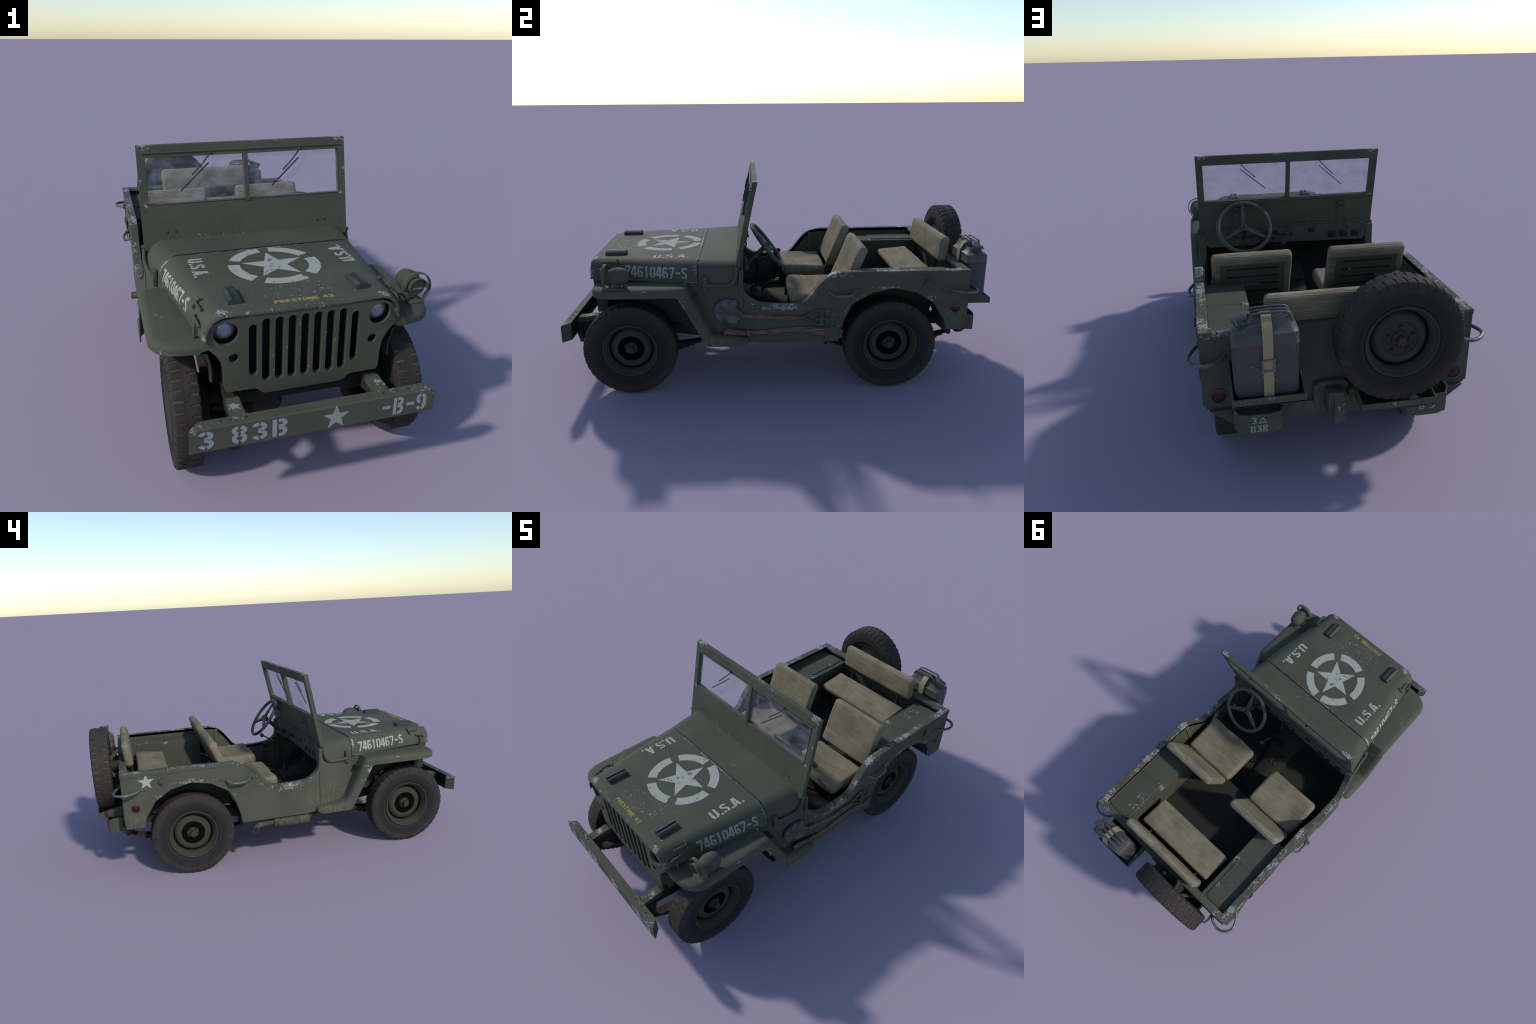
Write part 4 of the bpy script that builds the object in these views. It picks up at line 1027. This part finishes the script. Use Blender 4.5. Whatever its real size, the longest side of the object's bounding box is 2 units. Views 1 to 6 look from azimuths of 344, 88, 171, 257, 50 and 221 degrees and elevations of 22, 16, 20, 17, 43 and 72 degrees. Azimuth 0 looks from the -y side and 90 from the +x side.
# X-shaped swage on the broad faces
for y, dy in ((CY1, 1), (CY0, -1)):
    for s in (-1, 1):
        c = Vector((.263, y+dy*.0005, .492)); rot = Matrix.Rotation(s*math.radians(38), 3, 'Y')
        add('can_swage', box_mesh(c, (.125, .004, .012), .0018, 3, rot=rot), M_CAN, e)
for yy in (.906, .928, .950):      # three carrying handles
    add('can_handle', tube_mesh(smooth_path([(.176, yy, .655), (.184, yy, .680), (.205, yy, .688), (.25, yy, .688), (.292, yy, .687), (.302, yy, .680), (.308, yy, .660)], 3), .0045 if yy != .928 else .004, 8), M_CAN, e)
add('can_spout', tube_mesh([(.318, .928, .650), (.338, .928, .658), (.352, .928, .650)], .016, 12), M_CAN, e)
add('can_cap', box_mesh((.336, .928, .668), (.05, .036, .016), .005, rot=Matrix.Rotation(.35, 3, 'Y')), M_CAN, e)
add('cap_lever', box_mesh((.316, .928, .680), (.03, .024, .006), .002, rot=Matrix.Rotation(.2, 3, 'Y')), M_CAN, e)
add('cap_clamp', tube_mesh([(.345, .908, .655), (.350, .906, .668), (.350, .950, .668), (.345, .956, .655)], .003, 6), M_CAN, e)
# strap round the can
x0, x1 = .240, .272
path = [(CY0-.004, .43), (CY0-.0035, .60), (CY0-.002, .634), (CY0+.014, .662), (.914, .677), (.944, .677), (CY1-.014, .662), (CY1+.0015, .634), (CY1+.0035, .60), (CY1+.0035, .43), (CY1+.0035, .408)]
secs = []
for i, (y, z) in enumerate(path):
    a = Vector(path[max(i-1, 0)]); b = Vector(path[min(i+1, len(path)-1)]); t = (b-a).normalized(); nn = Vector((-t.y, t.x))
    if nn.dot(Vector((y-.932, z-.5))) < 0: nn = -nn
    p = Vector((y, z)); q = p+nn*.0028
    secs.append([(x0, *p), (x1, *p), (x1, *q), (x0, *q)])
add('can_strap', pydata(*g_loft(secs)), M_WEB, e, smooth=30)
bk = [(.2345, .505), (.2775, .505), (.2775, .548), (.2345, .548)]
add('strap_buckle', prism_mesh(bk, [[(.2405, .511), (.2715, .511), (.2715, .542), (.2405, .542)]], CY1+.0055, CY1+.0105, lambda a, b, c: Vector((a, c, b))), M_BUCKLE, e, smooth=None)

# ------------------------------------------------------------------ pioneer tools on the left side
TX = .4605
def tx(y): return bodyx(y)-.463
e = empty('shovel')
bl = [(-.297, .405), (-.283, .438), (-.262, .458), (-.235, .466), (-.196, .464), (-.190, .452), (-.192, .428), (-.166, .401), (-.166, .379), (-.190, .365), (-.190, .343), (-.196, .336), (-.235, .338), (-.258, .349), (-.280, .372)]
add('shovel_blade', prism_mesh(bl, [], 0, .010, lambda a, b, c: Vector((TX+tx(a)*.75-.004+c+.012*(1-((b-.40)/.07)**2)*(1 if -.28 < a < -.17 else .3), a, b))), M_BLADE, e, smooth=50)
sock = [(-.235, .401, .004, .030), (-.20, .397, .010, .028), (-.166, .390, .013, .024), (-.13, .389, .0115, .023)]
add('shovel_socket', pydata(*g_loft([[(TX+tx(y)*.75+.010+.5*r*math.cos(2*math.pi*k/10)*.9, y, z+r*math.sin(2*math.pi*k/10)) for k in range(10)] for y, z, r, _ in sock])), M_GREEN, e)
add('shovel_handle', tube_mesh([(TX+.010+tx(-.165)*.75, -.165, .390), (TX+.012, .0, .386), (TX+.010, .080, .384)], .0105, 10), M_WOOD, e)
add('handle_collar', tube_mesh([(TX+.010, .074, .384), (TX+.010, .11, .385)], .0112, 10, r2=.0085), M_GREEN, e)
for dz in (-1, 1):
    add('handle_fork', tube_mesh([(TX+.010, .104, .385), (TX+.010, .125, .385+dz*.010), (TX+.010, .166, .383+dz*.033), (TX+.010, .192, .382+dz*.037)], .0058, 8), M_GREEN, e)
add('shovel_grip', tube_mesh([(TX+.010, .190, .345), (TX+.010, .190, .419)], .0095, 10), M_WOOD if False else M_GREEN, e)
e = empty('axe')
hand = [(-.250, .304, .007, .013), (-.235, .313, .009, .016), (-.205, .311, .009, .014), (-.13, .308, .009, .0125), (-.05, .317, .009, .0125), (.01, .324, .009, .0135), (.08, .324, .009, .015), (.15, .319, .009, .018), (.212, .312, .010, .022)]
add('axe_handle', pydata(*g_loft([[(TX+tx(y)*.5+.009+a*math.cos(2*math.pi*k/12), y, z+b*math.sin(2*math.pi*k/12)) for k in range(12)] for y, z, a, b in hand])), M_WOOD, e)
add('axe_head', pydata(*g_loft([[(TX+.008+w*k, y, z) for k, z in ((-1, z0), (1, z0), (1, z1), (-1, z1))] for y, z0, z1, w in ((.207, .278, .336, .012), (.232, .272, .338, .012), (.262, .268, .34, .010))])), M_GREEN, e, smooth=None)
add('axe_sheath', box_mesh((TX+.004, .232, .376), (.010, .056, .086), .003), M_GREEN, e)
e = empty('tool_bracket')
add('bracket_strap', box_mesh((TX+.014, .214, .376), (.006, .100, .012), .002), M_GREEN, e)
add('bracket_upright', box_mesh((TX+.012, .238, .360), (.006, .016, .10), .002), M_GREEN, e)
add('bracket_loop', tube_mesh([(TX+.014, .232, .340), (TX+.016, .230, .322), (TX+.016, .238, .316), (TX+.016, .246, .322), (TX+.014, .244, .340)], .0025, 6), M_BLACK, e)
add('bracket_hook', tube_mesh([(TX+.002, -.142, .340), (TX+.016, -.141, .330), (TX+.021, -.139, .310), (TX+.016, -.134, .296), (TX+.002, -.130, .293)], .0025, 6), M_STEEL, e)

# ------------------------------------------------------------------ stencilled markings
T = .17
def arc(cx, cy, rx, ry, a0, a1, n=8):
    return [(cx+rx*math.cos(math.radians(a0+(a1-a0)*k/n)), cy+ry*math.sin(math.radians(a0+(a1-a0)*k/n))) for k in range(n+1)]
h2 = T/2
l, r, m = h2, .56-h2, .28
b, tp = h2, 1-h2
G = {   # centre-line strokes of condensed stencil capitals, in a 0.56 x 1 cell
 'U': [[(l, 1), (l, .26)]+arc(m, .26, m-l, .26-b, 180, 258, 6), [(r, 1), (r, .26)]+arc(m, .26, m-l, .26-b, 0, -78, 6)],
 'S': [arc(m, .74, m-l, .175, 12, 150, 8)+arc(m, .74, m-l, .175, 165, 262, 6), [(m, .56)]+arc(m, .26, m-l, .24, 78, -62, 8), arc(m, .26, m-l, .175, 192, 252, 5)],
 'A': [[(l, 0), (.235, 1)], [(r, 0), (.325, 1)], [(.17, .27), (.39, .27)]],
 '.': [[(.0, .085), (.17, .085)]],
 '7': [[(0, tp), (.56, tp)], [(r, .86), (.20, 0)]],
 '4': [[(.40, 0), (.40, .22)], [(.40, .30), (.40, 1)], [(0, .28), (.56, .28)], [(.30, 1), (.06, .33)]],
 '6': [arc(m, .72, m-l, .195, 20, 180, 8)+[(l, .28)]+arc(m, .28, m-l, .195, 180, 262, 6), arc(m, .30, m-l, .215, 90, -78, 9), [(m-.06, .52), (m+.02, .52)]],
 '1': [[(m, 0), (m, .46)], [(m, .5), (m, 1)], [(m-.14, .83), (m, .90)]],
 '0': [arc(m, .70, m-l, .215, 100, 180, 5)+[(l, .3)]+arc(m, .3, m-l, .215, 180, 260, 5), arc(m, .70, m-l, .215, 80, 0, 5)+[(r, .3)]+arc(m, .3, m-l, .215, 0, -80, 5)],
 '-': [[(.08, .5), (.48, .5)]],
 'P': [[(l, 0), (l, 1)], [(l+.1, tp)]+arc(.30, .72, .56-.30-h2, .195, 90, -90, 8)+[(l+.1, .525)]],
 'R': [[(l, 0), (l, 1)], [(l+.12, tp)]+arc(.30, .75, .56-.30-h2, .165, 90, -90, 8)+[(l+.12, .585)], [(.30, .50), (r, 0)]],
 'E': [[(l, 0), (l, 1)], [(l+.08, tp), (.54, tp)], [(l+.08, .5), (.46, .5)], [(l+.08, b), (.54, b)]],
 'T': [[(0, tp), (.56, tp)], [(m, 0), (m, .84)]],
 'N': [[(l, 0), (l, 1)], [(r, 0), (r, 1)], [(l+.06, .92), (r-.06, .08)]],
 '3': [arc(.27, .74, .19, .175, 165, 95, 5), arc(.27, .74, .20, .175, 78, -82, 8)+arc(.27, .28, .21, .195, 82, -80, 8), arc(.27, .28, .19, .195, 192, 262, 5)],
 '8': [arc(.25, .75, .165, .165, 98, 262, 8), arc(.31, .75, .165, .165, 82, -82, 8), arc(.25, .29, .165, .205, 98, 262, 8), arc(.31, .29, .165, .205, 82, -82, 8)],
 'B': [[(l, 0), (l, 1)], [(l+.15, tp)]+arc(.34, .755, .135, .16, 85, -85, 7)+[(l+.15, .585)], [(l+.15, .47)]+arc(.34, .28, .135, .195, 85, -85, 7)+[(l+.15, b)]],
 '9': [arc(m, .70, m-l, .215, 100, 262, 9), arc(m, .70, m-l, .215, 78, 0, 5)+[(r, .28)]+arc(m, .28, m-l, .195, 0, -80, 6), arc(m, .28, m-l, .195, 200, 258, 4)],
}
G['O'] = G['0']
G['5'] = [[(.52, tp), (l+.02, tp), (l+.02, .56), (.25, .57)]+arc(.27, .30, .21, .215, 70, -80, 8), arc(.27, .28, .19, .195, 196, 258, 5)]
def ribbon(g, pts, t, fn, h):
    P = [Vector(p) for p in pts]; secs = []
    for i, p in enumerate(P):
        d0 = (P[i]-P[i-1]).normalized() if i else (P[1]-P[0]).normalized()
        d1 = (P[i+1]-P[i]).normalized() if i < len(P)-1 else d0
        d = (d0+d1).normalized(); nn = Vector((-d.y, d.x)); k = min(1/max(d.dot(d1), .4), 1.8)
        a, c = p+nn*t/2*k, p-nn*t/2*k
        secs.append([fn(a.x, a.y, h), fn(c.x, c.y, h), fn(c.x, c.y, -.0003), fn(a.x, a.y, -.0003)])
    # subdivide long straight runs so that they follow curved metal
    g.add(*g_loft(secs))
def dens(pts, step=.12):
    out = [pts[0]]
    for a, c in zip(pts, pts[1:]):
        n = max(1, int(math.dist(a, c)/step))
        out += [(a[0]+(c[0]-a[0])*k/n, a[1]+(c[1]-a[1])*k/n) for k in range(1, n+1)]
    return out
def write(name, text, mat, fn, parent=None, gap=.13, bold=1.0, lift=.0007):
    """fn(u, v, h): u in letter heights along the line, v 0..1 up"""
    g = Geo(); x = 0; k = 0
    for ch in text:
        if ch == ' ': x += .40; continue
        w = .17 if ch == '.' else .30 if ch == '1' and False else .56
        for st in G[ch]:
            k += 1
            ribbon(g, dens(st), T*bold, lambda a, c, h, x=x: fn(x+a, c, h), lift+.00003*(k % 5))
        x += w+(.06 if ch == '.' else gap)
    return add(name, g.mesh(), mat, parent, smooth=None), x
def text_width(text, gap=.13): return sum(.40 if c == ' ' else (.17+.06 if c == '.' else .56+gap) for c in text)-gap
def star_pts(cx, cy, ro, ri, rot=90):
    return [(cx+(ro if k % 2 == 0 else ri)*math.cos(math.radians(rot+36*k)), cy+(ro if k % 2 == 0 else ri)*math.sin(math.radians(rot+36*k))) for k in range(10)]
# big star in a broken ring on the bonnet
def btop(u, v, w):
    z = .6235+(.6250-.6235)*(v+.862)/.496
    return Vector((u, v, z+w))
e = empty('bonnet_marking')
add('star_marking', prism_mesh(star_pts(-.002, -.536, .1145, .0450), [], -.0005, .0008, btop), M_WHITE, e, smooth=None)
for k in range(5):
    a0 = 90+72*k+7.5; a1 = 90+72*(k+1)-7.5
    seg = arc(-.002, -.536, .1655, .1655, a0, a1, 14)+arc(-.002, -.536, .1235, .1235, a1, a0, 14)
    add('ring_marking', prism_mesh(seg, [], -.0005, .0008, btop), M_WHITE, e, smooth=None)
wU = text_width('U.S.A.')
for sx in (-1, 1):
    H = .053
    if sx > 0: fn = lambda u, v, h: btop(.297-v*H, -.578+u*(.162/wU), h)
    else: fn = lambda u, v, h: btop(-.297+v*H, -.416-u*(.162/wU), h)
    write('lettering', 'U.S.A.', M_WHITE, fn, e, bold=1.05)
    txt = '74610467-S'; wN = text_width(txt, .06)
    if sx > 0: fn = lambda u, v, h: bonnet_pt(.018+v*.053, -.700+u*(.287/wN), h)
    else:
        def fn(u, v, h):
            p = bonnet_pt(.018+v*.053, -.405-u*(.287/wN), h); return Vector((-p.x, p.y, p.z))
    write('serial_number', txt, M_WHITE if sx < 0 else M_WHITE2, fn, e, gap=.06)
txt = 'PRESTONE 43'; wP = text_width(txt, .08)
write('lettering', txt, M_YELLOW, lambda u, v, h: btop(-.093+u*(.194/wP), -.838+v*.0185, h), e, gap=.08)
# bumper
e = empty('bumper_marking')
fb = lambda u, v, w: Vector((u, -.9985-w, v))
for ch, x0, x1 in (('3', -.370, -.324), ('8', -.271, -.224), ('3', -.209, -.163), ('B', -.147, -.100), ('-', .208, .245), ('B', .251, .286), ('-', .291, .329), ('9', .331, .366)):
    write('lettering', ch, M_WHITE2, lambda u, v, h, x0=x0, x1=x1: fb(x0+u/.56*(x1-x0), .265+v*.062, h), e, bold=1.0)
add('star_marking', prism_mesh(star_pts(.057, .295, .0445, .0178), [], -.0003, .0008, fb), M_WHITE2, e, smooth=None)
# right-hand rear side star
add('star_marking', prism_mesh(star_pts(-.737, .541, .0415, .0165), [], -.0003, .0008, lambda u, v, w: Vector((-SX-w, -u, v))), M_WHITE)
# tyre pressure stencils
for sx in (-1, 1):
    fwd = 1 if sx > 0 else -1
    fy = lambda u, v, h, s=sx: Vector((s*(.4768+h), -.593+s*(u-1.0)*.0115, .5025+v*.010))
    write('lettering', 'TP35', M_YELLOW, fy, None)
    add('pressure_mark', prism_mesh([(-.012, .522), (.012, .522), (.003, .5145), (-.003, .5145)], [], 0, .0007, lambda u, v, w, s=sx: Vector((s*(.4755+w), -.594+u, v))), M_WHITE2)
write('lettering', 'TP35', M_YELLOW, lambda u, v, h: Vector((-SX-h, .535-u*.0135, .519+v*.0125)), None)
# bumperettes
fr = lambda u, v, h: Vector((u, .948+h, v))
write('lettering', '3', M_WHITE2, lambda u, v, h: fr(.312-u*.030, .296+v*.026, h), None)
tri = [(.289, .2965), (.262, .2965), (.2755, .321)]; tri2 = [(.283, .300), (.268, .300), (.2755, .3135)]
add('triangle_mark', prism_mesh(tri, [tri2], 0, .0008, lambda u, v, w: fr(u, v, w)), M_WHITE2, smooth=None)
write('lettering', '83R', M_WHITE2, lambda u, v, h: fr(.316-u*.029, .263+v*.027, h), None)
write('lettering', 'B 9', M_WHITE2, lambda u, v, h: fr(-.255-u*.032, .278+v*.030, h), None)
